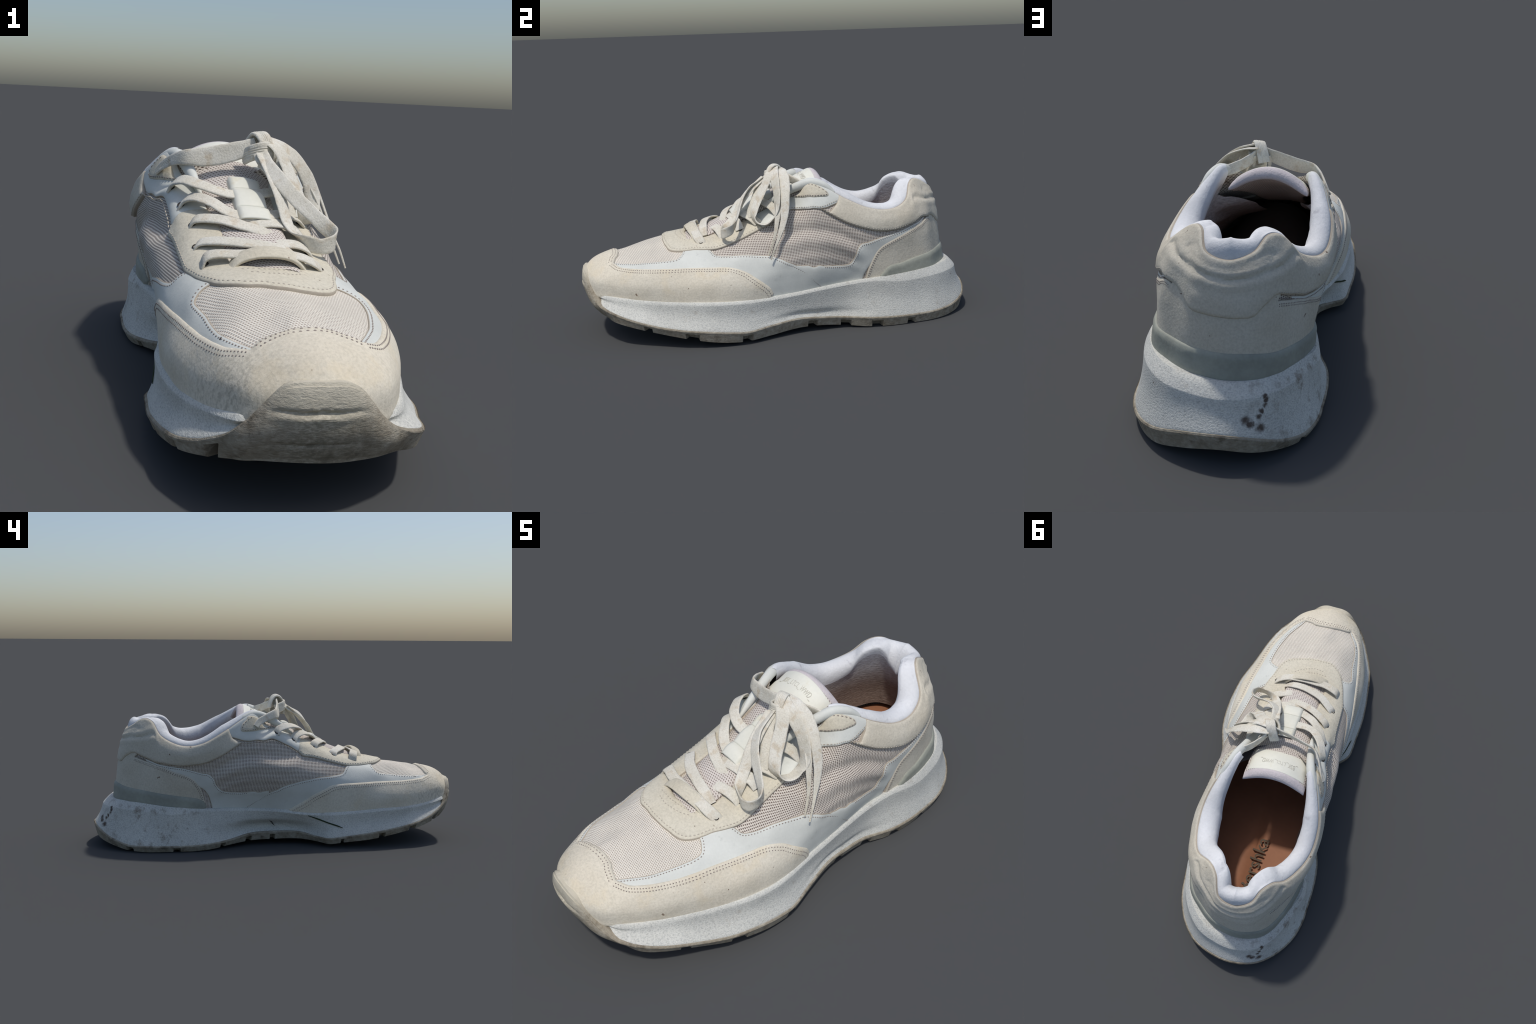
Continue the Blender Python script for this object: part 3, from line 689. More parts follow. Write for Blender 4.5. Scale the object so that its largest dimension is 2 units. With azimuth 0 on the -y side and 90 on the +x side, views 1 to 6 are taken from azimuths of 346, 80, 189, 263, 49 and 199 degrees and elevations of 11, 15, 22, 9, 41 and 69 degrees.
M_LINING = plain_mat("collar_lining_fleece", (0.77, 0.775, 0.78), 0.95, 0.07, 90, 0.5, stain=((0.42, 0.41, 0.43), 20, 0.60, 0.4))

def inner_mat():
    """fuzzy sock lining, pale by the collar and brown further down"""
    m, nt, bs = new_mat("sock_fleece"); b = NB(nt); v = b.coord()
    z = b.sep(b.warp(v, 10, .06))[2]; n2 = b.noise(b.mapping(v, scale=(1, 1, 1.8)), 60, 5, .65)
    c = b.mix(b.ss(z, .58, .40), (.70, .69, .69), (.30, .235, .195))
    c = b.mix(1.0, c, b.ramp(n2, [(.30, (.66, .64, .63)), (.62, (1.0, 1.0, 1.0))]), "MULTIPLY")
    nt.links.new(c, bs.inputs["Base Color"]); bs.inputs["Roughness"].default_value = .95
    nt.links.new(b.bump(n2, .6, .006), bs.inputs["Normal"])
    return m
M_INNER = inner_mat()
M_INSOLE = plain_mat("tan_insole", (0.31, 0.135, 0.07), 0.6, 0.08, 60, 0.1)
M_PRINT = plain_mat("dark_print", (0.10, 0.075, 0.05), 0.7, 0.1, 60, 0)
M_LABEL = plain_mat("label_leather", (0.80, 0.79, 0.69), 0.5, 0.05, 90, 0.05, stain=((0.66, 0.58, 0.38), 10, 0.60, 0.5))
M_EMBOSS = plain_mat("emboss", (0.60, 0.58, 0.50), 0.6, 0.05, 90, 0)
M_LACE = lace_mat()
M_EYELET = plain_mat("eyelet_shadow", (0.05, 0.045, 0.04), 0.9, 0.1, 60, 0)
M_FABRIC_TONGUE = woven_mat("tongue_mesh_cloth", (0.74, 0.68, 0.62), (0.28, 0.23, 0.20), (0, 1), .0105)
M_EDGE = plain_mat("tongue_edge_cloth", (0.66, 0.60, 0.60), 0.95, 0.14, 130, 0.6)
M_FILL = plain_mat("cavity_fill_brown", (0.115, 0.085, 0.065), 0.95, 0.15, 60, 0.2)
vf = [f for f in BFACES if f[0] // NW < 7.5 * PER or f[0] // NW >= 34.5 * PER]
sf = [f for f in BFACES if 7.5 * PER <= f[0] // NW < 34.5 * PER]
add_object("vamp_mesh", BV, vf, M_VAMP)
add_object("quarter_mesh", BV, sf, M_SIDE)

rs = lambda pts: smooth_curve(pts, 30 * len(pts))
H_OV, H_TOE, H_EYE, H_REAR, H_COL, H_CNT, H_TAB, H_CLIP = .0055, .012, .012, .006, .016, .012, .016, .020

p = outline(S["overlay_top_plus"], edge_run(S["overlay_top_plus"][-1], (.53,-.22), 0, -1), [(.46,-.24), (.36,-.32), (.30,-.44), (.25,-.60), (.20,-.72), (.12,-.83), (.045,-.885)])
ov_plus = panel("side_overlay", p, M_WHITE, H_OV)
p = outline(S["overlay_top_minus"], [(-.21,-.88), (-.27,-.80), (-.32,-.68), (-.37,-.52), (-.42,-.38), (-.50,-.30), (-.60,-.22)], edge_run((-.62,-.22), S["overlay_top_minus"][0], 0, -1))
ov_minus = panel("side_overlay", p, M_WHITE, H_OV)
p = outline(S["rear_plus"], [(.30,.62), (.32,.48), (.36,.41), (.42,.37), (.47,.36)], edge_run((.475,.36), (.58,-.05), 0, -1))
rear_p = panel("rear_overlay", p, M_WHITE, H_REAR)
p = outline(S["rear_minus"], edge_run((-.74,-.02), (-.63,.36), 0, -1), [(-.60,.36), (-.53,.38), (-.48,.42), (-.47,.5), (-.47,.62), (-.43,.74)])
rear_m = panel("rear_overlay", p, M_WHITE, H_REAR)
p = outline(S["counter_plus"], [(.17,.78), (.06,.86), (-.1,.90), (-.25,.85), (-.35,.77)], S["counter_minus"], edge_run(S["counter_minus"][-1], S["counter_plus"][0], 0, -1))
counter = panel("heel_counter", p, M_CREAM, H_CNT * .75)
p = outline(S["toe_plus"], S["toe_top"], S["toe_minus"], edge_run(S["toe_minus"][-1], S["toe_plus"][0], 0, 1))
toe = panel("toe_cap", p, M_TOE, H_TOE)
p = outline(S["collar_low"], [(-.30,.21), (-.264,.237)], edge_run((-.264,.237), (.093,.231), -1, -1), [(.093,.231), (.15,.20)])
TAB = smooth_curve(S["tab_low"], 160)
def collar_relief(Q, P, D):
    d = dist_to(TAB, Q, False)
    r = -.0055 * np.exp(-(d / .0065) ** 2) + .004 * np.exp(-((d - .022) / .014) ** 2)
    # sagging creases under the heel notch
    for off, amp in ((.030, -.003), (.052, -.0035)):
        c = TAB - np.array([0, off]); r += amp * np.exp(-(dist_to(c[45:115], Q, False) / .007) ** 2)
    low = np.minimum(1, D / .05)
    return r * low + .004 * low
collar = panel("collar_panel", p, M_CREAM, H_COL, relief=collar_relief, grid=.009, wobble=.002)
p = outline(S["eyestay_low"], S["throat"])
eyestay = panel("eyestay", p, M_BEIGE, H_EYE)
tipP = CHART[13 * PER, -1]; tipM = CHART[29 * PER, -1]
p = outline(S["wing_plus"], edge_run((.093,.231), tipP, -1, -1), [tuple(tipP), (.03,-.06), (.035,-.175), (.10,-.178)])
wing_p = panel("eyestay_wing", p, M_WHITE, H_EYE * .85)
p = outline(S["wing_minus"], edge_run((-.264,.237), tipM, -1, 1), [tuple(tipM), (-.19,-.06), (-.182,-.172), (-.25,-.185)])
wing_m = panel("eyestay_wing", p, M_WHITE, H_EYE * .85)
patch_p = panel("lace_patch", outline(S["patch_plus"] + S["patch_plus"][:1]), M_BEIGE, H_EYE * .85 + .006)
patch_m = panel("lace_patch", outline(S["patch_minus"] + S["patch_minus"][:1]), M_BEIGE, H_EYE * .85 + .006)

# ---------------------------------------------------------------- heel clip: band of stiff plastic, top edge given by (station, height)
CLIP = [(15.33,.250), (15.5,.270), (15.65,.288), (15.85,.298), (16.4,.305), (17,.319), (18,.331), (19,.336), (20,.338), (21,.338), (22,.335), (23,.325), (24,.314),
        (25,.300), (26,.287), (26.6,.277), (26.9,.268), (27.1,.252), (27.22,.232)]
uu = smooth_curve(CLIP, 160)
top_pts = []
for u_, z_ in uu:
    col = crom(BODY, [u_ * PER], True)[0]; cc = crom(CHART, [u_ * PER], True)[0]
    w_ = np.interp(z_, col[:NW // 2, 2], np.arange(NW // 2))
    top_pts.append([np.interp(w_, np.arange(NW), cc[:, 0]), np.interp(w_, np.arange(NW), cc[:, 1])])
top_pts = np.array(top_pts)
p = outline(top_pts, edge_run(top_pts[-1], top_pts[0], 0, -1))
panel("heel_clip", p, M_CLIP, H_CLIP, rims=(.003, .006, .010, .016), lift=.50)

# ---------------------------------------------------------------- stitching
def row(C, off, height, flip=1, **kw):
    C = np.asarray(C, float); C = smooth_curve(C, 40 * len(C))
    return dict(C=offset_curve(C, off * flip), height=height, **kw)
toe_line = S["toe_plus"] + S["toe_top"][1:-1] + S["toe_minus"]
side_line = S["toe_plus"]
dk = dict(spacing=.0120, length=.0066, rad=.0016, width=.0023)
stitching(toe, M_THREAD, [row(S["toe_plus"], .012, H_TOE, **dk), row(S["toe_plus"], .023, H_TOE, **dk),
                          row(S["toe_minus"], .012, H_TOE, **dk), row(S["toe_minus"], .023, H_TOE, **dk),
                          row(S["toe_top"], .012, H_TOE, **dk), row(S["toe_top"], .024, H_TOE, **dk)])
stitching(ov_plus, M_THREAD, [row(S["overlay_top_plus"], -.010, H_OV, **dk)])
stitching(ov_minus, M_THREAD, [row(S["overlay_top_minus"], -.010, H_OV, **dk)])
stitching(rear_p, M_THREAD, [row(S["rear_plus"][4:], -.009, H_REAR, **dk)])
stitching(rear_m, M_THREAD, [row(S["rear_minus"][:-3], -.009, H_REAR, **dk)])
stitching(counter, M_THREAD, [row(S["counter_plus"], -.011, H_CNT * .75, **dk), row(S["counter_plus"], -.018, H_CNT * .75, **dk),
                              row(S["counter_minus"], -.011, H_CNT * .75, **dk), row(S["counter_minus"], -.018, H_CNT * .75, **dk)])
lt = dict(spacing=.0140, length=.0090, rad=.0017, width=.0022)
stitching(collar, M_THREADL, [row(S["collar_low"][:16], .008, H_COL, **lt), row(S["collar_low"][-18:], .008, H_COL, **lt), row(S["tab_low"], 0, H_COL - .003, **lt)])
stitching(eyestay, M_THREADL, [row(S["eyestay_low"], .012, H_EYE, **lt),
                               row([(-.125,-.515), (-.07,-.518), (-.01,-.515), (.035,-.495)], 0, H_EYE, **lt), row([(-.145,-.495), (-.08,-.492), (-.01,-.490), (.045,-.475)], 0, H_EYE, **lt)])
stitching(wing_p, M_THREADL, [row(S["wing_plus"][2:], .010, H_EYE * .85, **lt)])
stitching(wing_m, M_THREADL, [row(S["wing_minus"], .010, H_EYE * .85, **lt)])
hp = H_EYE * .85 + .006
stitching(patch_p, M_THREAD, [row(S["patch_plus"], .009, hp, **lt)])
stitching(patch_m, M_THREAD, [row(S["patch_minus"], -.009, hp, **lt)])

# ---------------------------------------------------------------- padded collar lining
def build_lining():
    n = 420
    u = np.linspace(12.75, 29.25, n)
    col = crom(BODY, u * PER, True)                       # (n, NW, 3)
    Sx = col[:, -1]
    t = unit(np.gradient(Sx, axis=0)); t2 = t.copy(); t2[:, 2] = 0; t2 = unit(t2)
    inw = np.stack([-t2[:, 1], t2[:, 0], np.zeros(n)], 1)
    if (inw * (np.array([-.06, .45, 0]) - Sx)).sum() < 0: inw = -inw
    # keep the inward direction steady through the two lobes beside the heel notch
    aim = np.array([-.06, .40, 0]) - Sx; aim[:, 2] = 0
    inw = unit(.45 * inw + .55 * unit(aim))
    for _ in range(45): inw[1:-1] = unit(inw[:-2] + 2 * inw[1:-1] + inw[2:])
    # roll width and height along the collar
    wd = np.interp(u, [12.75, 13.4, 14.2, 15, 16, 17, 18, 18.7, 20, 21, 22, 23, 24, 25, 26, 27, 28, 28.6, 29.25],
                      [.026, .045, .068, .088, .090, .083, .062, .050, .070, .086, .074, .066, .070, .075, .075, .075, .066, .045, .026])
    ht = np.interp(u, [12.75, 13.5, 14, 17, 18, 19, 20, 21, 22, 23, 24, 25, 28, 28.5, 29.25],
                      [.012, .020, .028, .024, .008, .003, .034, .060, .034, .003, .008, .024, .030, .020, .012])
    dirt = np.array([fbm(p, 7, 3, 5.0) for p in Sx])
    ht = ht * (1 + .05 * dirt)
    U = np.array([0, 0, 1.0])
    lowk = int(NW * .13); midk = int(NW * .52)
    nrm_low = unit(np.stack([aim[:, 0], aim[:, 1], np.zeros(n)], 1))
    low = col[:, lowk] + nrm_low * .050
    mid = col[:, midk] + nrm_low * .068
    rows = []
    ctrl = np.stack([Sx + inw * .000 - U * .014,
                     Sx - inw * .004 + U * .004,
                     Sx + inw * (wd * .10)[:, None] + U * (ht * .72)[:, None],
                     Sx + inw * (wd * .38)[:, None] + U * ht[:, None],
                     Sx + inw * (wd * .72)[:, None] + U * (ht * .72)[:, None],
                     Sx + inw * (wd * .97)[:, None] + U * (ht * -.15)[:, None],
                     Sx + inw * (wd * 1.02)[:, None] - U * (.02 + ht * .9)[:, None],
                     .5 * (Sx + inw * (wd * .9)[:, None] - U * .09) + .5 * (mid + [0, 0, .04]),
                     mid * .5 + low * .5 + [0, 0, .02], low], 1)
    m = 44
    G = np.stack([crom(c, np.linspace(0, ctrl.shape[1] - 1, m)) for c in ctrl])
    for i in range(n):
        for k in range(m):
            G[i, k] += unit(inw[i] + U) * .0016 * fbm(G[i, k], 16, 3, 2.0)
    return G
G = build_lining()
lf = grid_faces(G.shape[0], G.shape[1], False); KS = 30
collar_lining = add_object("collar_lining", G.reshape(-1, 3), [f for f in lf if f[0] % G.shape[1] < KS], M_LINING)
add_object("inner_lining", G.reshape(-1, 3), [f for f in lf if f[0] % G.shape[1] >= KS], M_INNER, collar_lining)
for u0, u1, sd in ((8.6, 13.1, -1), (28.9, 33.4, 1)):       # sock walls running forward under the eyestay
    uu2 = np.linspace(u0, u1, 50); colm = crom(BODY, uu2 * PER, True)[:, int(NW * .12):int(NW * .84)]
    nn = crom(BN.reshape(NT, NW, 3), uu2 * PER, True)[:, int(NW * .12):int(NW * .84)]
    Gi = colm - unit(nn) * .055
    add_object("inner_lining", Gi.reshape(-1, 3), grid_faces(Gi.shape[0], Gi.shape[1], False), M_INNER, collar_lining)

# ---------------------------------------------------------------- insole and its print
def build_insole():
    ring = FEA - NRM * .035
    inner = [ring * (1 - f) + np.stack([np.full(NS, -.03) * f * 0 + ring[:, 0] * 0 - .03, ring[:, 1], ring[:, 2]], 1) * f for f in (0, .12, .3, .55, .8, .97)]
    out = []
    for f, R in zip((0, .12, .3, .55, .8, .97), inner):
        R = R.copy(); R[:, 2] = R[:, 2] + .010 - .010 * min(1, f * 2.0); out.append(R)
    return np.stack(out, 1)
G = build_insole()[::3]
F = grid_faces(G.shape[0], G.shape[1]); nc = G.shape[1]
half = G.shape[0]
F.append(tuple(i * nc + nc - 1 for i in range(half)))
insole = add_object("insole", G.reshape(-1, 3), F, M_INSOLE)

def text_mesh(name, body, size, mat, parent, place, depth=.0015, spread=1.0):
    cu = bpy.data.curves.new(name, "FONT"); cu.body = body; cu.size = size; cu.extrude = depth
    cu.align_x = "LEFT"; cu.align_y = "CENTER"; cu.space_character = spread; cu.offset = size * .004
    ob = bpy.data.objects.new(name, cu); bpy.context.scene.collection.objects.link(ob)
    dg = bpy.context.evaluated_depsgraph_get(); me = bpy.data.meshes.new_from_object(ob.evaluated_get(dg))
    bpy.data.objects.remove(ob)
    V = np.array([tuple(v.co) for v in me.vertices]); F = [tuple(p.vertices) for p in me.polygons]
    bpy.data.meshes.remove(me)
    return add_object(name, place(V), F, mat, parent, smooth=False)

def insole_place(V):
    a = np.array([-.048, .662]); b = np.array([-.067, .370])
    d = b - a; L = V[:, 0].max() - V[:, 0].min(); d = d / np.linalg.norm(d); sc = np.linalg.norm(b - a) / L
    n = np.array([-d[1], d[0]])
    P = a + np.outer((V[:, 0] - V[:, 0].min()) * sc, d) + np.outer(V[:, 1] * sc, n)
    z = np.interp(P[:, 1], [.2, .4, .55, .7], [.212, .224, .234, .245]) + .010
    return np.c_[P, z + .0035 + V[:, 2]]
text_mesh("printed_word", "Bershka", .085, M_PRINT, insole, insole_place, .0004)

# ---------------------------------------------------------------- tongue
TONGUE = [  # y, centre x, centre height, half width, drop at the sides
 (-.47,-.058,.462,.088,.012), (-.36,-.062,.498,.095,.014), (-.25,-.066,.540,.100,.016), (-.14,-.070,.588,.106,.022), (-.03,-.074,.642,.115,.032),
 (.06,-.078,.690,.140,.050), (.13,-.080,.722,.147,.058), (.175,-.081,.744,.149,.064), (.198,-.082,.752,.148,.066)]
def tongue_point(v, s, lift=0.0):
    r = crom(TONGUE, np.atleast_1d(v))[0]; y, cx, cz, hw, dr = r
    yy = y + (.018 * s * s if v > 6 else 0)
    return np.array([cx + hw * s, yy, cz - dr * abs(s) ** 2.0 + lift])
def build_tongue():
    nv, nsd = 110, 40
    V, F = [], []
    for i in range(nv):
        v = i / (nv - 1) * (len(TONGUE) - 1); end = sstep(len(TONGUE) - 1.35, len(TONGUE) - 1, v)
        for side in (0, 1):
            for k in range(nsd + 1):
                s = -1 + 2 * k / nsd
                p = tongue_point(v, s)
                edge = math.sqrt(max(0, 1 - abs(s) ** 6)) * math.sqrt(max(0, 1 - end ** 3 * .98))
                th = .004 + .016 * edge
                p = p + np.array([0, .012 * end * end, 0]) + np.array([0, -.45, .89]) * (th - .016 if side == 0 else -th * 1.3 - .016)
                V.append(p)
    W = 2 * (nsd + 1)
    for i in range(nv - 1):
        for k in range(nsd):
            a = i * W + k; b = a + W
            F.append((a, b, b + 1, a + 1))
            a += nsd + 1; b += nsd + 1
            F.append((a + 1, b + 1, b, a))
        for k in (0, nsd):
            a = i * W + k; F.append((a, a + nsd + 1, a + W + nsd + 1, a + W))
    for k in range(nsd):
        a = (nv - 1) * W + k; F.append((a, a + nsd + 1, a + nsd + 2, a + 1))
    return V, F
V, F = build_tongue()
lim = int(.905 * 110) * 82
tongue = add_object("tongue", V, [f for f in F if max(f) < lim + 82], M_FABRIC_TONGUE)
add_object("tongue_edge", V, [f for f in F if max(f) >= lim + 82], M_EDGE, tongue)
def interior():  # added dark surface closing off the cavity under the tongue
    V = []; ny, nx = 26, 30
    for i in range(ny):
        a = i / (ny - 1); y = -.02 - .30 * a; z0 = .235 + .03 * a
        top = np.interp(y, [t[0] for t in TONGUE], [t[2] for t in TONGUE]) - .06
        for k in range(nx):
            b = k / (nx - 1) * 2 - 1
            hw = .245 - .02 * a
            V.append((-.035 + hw * b, y, z0 + (top - z0) * (1 - abs(b) ** 2.5) * a ** .8))
    return V, grid_faces(ny, nx, False)
V, F = interior()
add_object("cavity_fill", V, F, M_FILL)
# smooth label sewn on the tongue top
def label_grid(v0, v1, s0, s1, lift, nv=30, ns=36, bulge=.004):
    V = []
    for i in range(nv):
        for k in range(ns):
            a, b = i / (nv - 1), k / (ns - 1)
            e = min(a, 1 - a, b, 1 - b); rim = math.sqrt(min(1, e / .06))
            v = v0 + (v1 - v0) * a - .35 * (2 * b - 1) ** 2 * a
            V.append(tongue_point(v, s0 + (s1 - s0) * b, lift * rim - .004 * (1 - rim)) + np.array([0, 0, bulge * math.sin(math.pi * a) * math.sin(math.pi * b)]))
    return V, grid_faces(nv, ns, False)
V, F = label_grid(5.0, 7.45, -.93, .93, .005)
label = add_object("tongue_label", V, F, M_LABEL, tongue)
def label_place(V):
    x = V[:, 0]; f = (x - x.min()) / (x.max() - x.min()); out = []
    for fx, (a, b, c) in zip(f, V):
        s = -.62 + 1.22 * fx
        out.append(tongue_point(6.05 + b * 26, s, .0088 + c))
    return np.array(out)
text_mesh("embossed_print", "_BSK_LTCL_WWD_", .02, M_EMBOSS, tongue, label_place, .0008, 1.1)

# lace keeper: two soft bridges on the tongue
def bridge(y0, y1, x0, x1, arch, lift):
    V = []; ny, nx = 16, 14
    for i in range(ny):
        for k in range(nx):
            a, b = i / (ny - 1), k / (nx - 1); y = y0 + (y1 - y0) * a
            v = np.interp(y, [t[0] for t in TONGUE], np.arange(len(TONGUE)))
            r = crom(TONGUE, [v])[0]; x = x0 + (x1 - x0) * b
            e = math.sqrt(min(1, min(b, 1 - b) / .08))
            V.append((x, y, r[2] - r[4] * ((x - r[1]) / r[3]) ** 2 + (lift + arch * math.sin(math.pi * a)) * e - .004 * (1 - e)))
    return V, grid_faces(ny, nx, False)
for y0, y1, ar, lf in ((-.235, -.178, .010, .014), (-.176, -.088, .013, .014), (-.086, -.03, .010, .013)):
    V, F = bridge(y0, y1, -.100, -.002, ar, lf)
    ob = add_object("lace_keeper", V, F, M_LABEL, tongue)
    md = ob.modifiers.new("thick", "SOLIDIFY"); md.thickness = .005

# front strap over the lowest lace, with the slit in front of it
def strap():
    V = []; nx, ny = 36, 14
    ctr = smooth_curve([(-.176,-.452,.462), (-.150,-.448,.492), (-.105,-.448,.509), (-.055,-.446,.512), (-.005,-.440,.503), (.030,-.428,.482), (.056,-.420,.452)], nx)
    for i, c in enumerate(ctr):
        f = i / (nx - 1)
        for k in range(ny):
            b = k / (ny - 1) * 2 - 1
            hw = .026 * (1 - .15 * abs(2 * f - 1))
            V.append(c + np.array([.10 * b * hw, b * hw, .38 * b * hw - .006 * b * b]))
    return V, grid_faces(nx, ny, False)
V, F = strap()
ob = add_object("front_strap", V, F, M_BEIGE, eyestay)
md = ob.modifiers.new("thick", "SOLIDIFY"); md.thickness = .010
md = ob.modifiers.new("round", "BEVEL"); md.width = .003; md.segments = 2; md.limit_method = "ANGLE"

# padded inner edges of the eyestay wings
def tube(path, radii, n=60, q=18):
    P = smooth_curve(path, n); T = unit(np.gradient(P, axis=0)); up = np.array([0, -.3, 1.0])
    A = unit(np.cross(T, up)); B = np.cross(A, T); r = np.interp(np.linspace(0, 1, n), np.linspace(0, 1, len(radii)), radii)
    V = [P[i] + A[i] * r[i] * math.cos(t) + B[i] * r[i] * 1.1 * math.sin(t) for i in range(n) for t in np.linspace(0, 2 * math.pi, q, endpoint=False)]
    F = [(i * q + k, i * q + (k + 1) % q, (i + 1) * q + (k + 1) % q, (i + 1) * q + k) for i in range(n - 1) for k in range(q)]
    F += [tuple(range(q))[::-1], tuple((n - 1) * q + k for k in range(q))]
    return V, F
for path in ([(.165,.250,.672), (.145,.200,.708), (.122,.140,.722), (.102,.085,.705), (.084,.030,.680), (.066,-.030,.642), (.050,-.080,.605)],
             [(-.285,.250,.660), (-.268,.200,.695), (-.240,.140,.714), (-.222,.085,.702), (-.208,.030,.676), (-.196,-.030,.640), (-.186,-.080,.604)]):
    V, F = tube([(x, y, z - .006) for x, y, z in path], [.010, .018, .021, .020, .018, .013, .005])
    add_object("eyestay_padding", V, F, M_WHITE)
# eyelets: dished discs with a rolled edge, hole shade put into their dark colour
def eyelet(c, r=.0085):
    c = np.array(c); loc, nn, i, d = BODY_BVH.find_nearest(Vector(c)); nn = np.array(nn)
    if nn @ (c - np.array([-.06, c[1], .3])) < 0: nn = -nn
    c = np.array(loc) + nn * (H_EYE + .0012)
    a = unit(np.cross(nn, [0, 1, .2])); b_ = np.cross(nn, a); q = 20; V = []; 
    for rr, hh in ((r * 1.35, -.004), (r * 1.25, .0012), (r, .0016), (r * .8, -.001), (r * .2, -.002)):
        V += [c + (a * math.cos(t) + b_ * math.sin(t)) * rr + nn * hh for t in np.linspace(0, 2 * math.pi, q, endpoint=False)]
    F = [(k * q + j, k * q + (j + 1) % q, (k + 1) * q + (j + 1) % q, (k + 1) * q + j) for k in range(4) for j in range(q)]
    F.append(tuple(4 * q + j for j in range(q)))
    add_object("eyelet", V, F, M_EYELET)
for c in ((-.230,-.408,.468), (-.232,-.294,.482), (-.228,-.190,.528), (-.246,-.074,.572), (-.265,.018,.614), (-.293,.128,.662),
          (.093,-.408,.450), (.092,-.302,.476), (.098,-.216,.508), (.115,-.128,.535), (.118,-.033,.592), (.142,.136,.672)):
    eyelet(c)

# ---------------------------------------------------------------- laces
def ribbon(pts, hints, width=.044, thick=.011, n=None, taper=None, wave=.0):
    """flat woven lace along pts; hints are width directions at the same points"""
    P0 = np.asarray(pts, float); L = chord(P0)[-1]; n = n or max(16, int(L / .006))
    m = len(P0)
    dens = crom(P0, np.linspace(0, m - 1, 40 * m)); s = chord(dens); t = np.linspace(0, s[-1], n)
    P = np.stack([np.interp(t, s, dens[:, k]) for k in range(3)], 1)
    ui = np.interp(t, s, np.linspace(0, m - 1, 40 * m))
    Hh = np.stack([np.interp(ui, np.arange(m), np.asarray(hints, float)[:, k]) for k in range(3)], 1)
    T = unit(np.gradient(P, axis=0))
    W = unit(Hh - (Hh * T).sum(1, keepdims=True) * T); N = np.cross(T, W)
    w = np.full(n, width) if taper is None else np.interp(ui, np.arange(m), taper)
    aa = np.linspace(-.96, .96, 15)
    rib = [(x, (1 - abs(x) ** 6) ** .5 * (.86 + .14 * math.cos(7 * math.pi * x))) for x in aa]
    prof = [(-1, 0)] + rib + [(1, 0)] + [(x, -y) for x, y in rib[::-1]]
    V, F = [], []; q = len(prof)
    for i in range(n):
        ww = w[i] * (1 + .07 * fbm(P[i], 22)); th = min(thick, w[i] * .8)
        sag = .10 * fbm(P[i], 12, 2, 3.0)
        for a, b in prof:
            V.append(P[i] + W[i] * (a * ww / 2) + N[i] * (b * th / 2 + sag * ww * (a * a - .4) * .5))
    for i in range(n - 1):
        for k in range(q):
            F.append((i * q + k, i * q + (k + 1) % q, (i + 1) * q + (k + 1) % q, (i + 1) * q + k))
    F.append(tuple(range(q))[::-1]); F.append(tuple((n - 1) * q + k for k in range(q)))
    return V, F

def lace(pts, hints, parent=None, mat=None, name="lace", **kw):
    if len(hints) == 1: hints = hints * len(pts)
    V, F = ribbon(pts, hints, **kw)
    return add_object(name, V, F, mat or M_LACE, parent, angle=60)

Y = (0.0, 1.0, .45)
lace([(-.236,-.404,.456), (-.226,-.408,.482), (-.202,-.415,.492), (-.150,-.428,.495), (-.050,-.430,.495), (.020,-.428,.489), (.065,-.420,.472), (.092,-.408,.452), (.104,-.400,.432)], [(.1,1,.3)])
lace([(-.238,-.288,.468), (-.228,-.296,.497), (-.208,-.310,.507), (-.172,-.338,.513), (-.128,-.360,.514), (-.060,-.378,.509), (.000,-.386,.494), (.034,-.388,.466)], [(.45,.9,.35)])
lace([(-.100,-.350,.486), (-.050,-.342,.494), (.000,-.330,.504), (.050,-.314,.500), (.083,-.304,.484), (.098,-.298,.462)], [(-.2,1,.4)])
lace([(-.236,-.182,.516), (-.226,-.192,.546), (-.206,-.208,.556), (-.160,-.236,.558), (-.104,-.262,.547), (-.035,-.281,.528), (.018,-.290,.498), (.032,-.292,.478)], [(.4,.9,.45)])
lace([(-.110,-.255,.526), (-.070,-.251,.541), (-.020,-.243,.550), (.033,-.233,.544), (.075,-.222,.526), (.100,-.214,.500)], [(-.1,1,.45)])
lace([(-.250,-.070,.562), (-.236,-.085,.592), (-.212,-.122,.606), (-.172,-.165,.598), (-.130,-.196,.575), (-.085,-.212,.563), (-.02,-.208,.566), (.045,-.180,.566), (.090,-.150,.552), (.118,-.125,.530)], [(.55,.7,.45), (.5,.75,.45), (.5,.8,.45), (.5,.8,.45), (.4,.9,.45), (.1,1,.45), (-.2,1,.45), (-.3,.9,.45), (-.3,.9,.45), (-.3,.9,.45)])
lace([(-.268,.022,.606), (-.258,.004,.634), (-.236,-.046,.648), (-.195,-.096,.640), (-.150,-.118,.627), (-.100,-.122,.616), (-.02,-.118,.618), (.045,-.085,.622), (.095,-.050,.604), (.128,-.022,.565)], [(.6,.6,.45), (.6,.6,.5), (.55,.7,.5), (.5,.8,.45), (.3,.9,.45), (.1,1,.45), (-.2,1,.45), (-.3,.9,.45), (-.3,.9,.45), (-.3,.9,.45)])
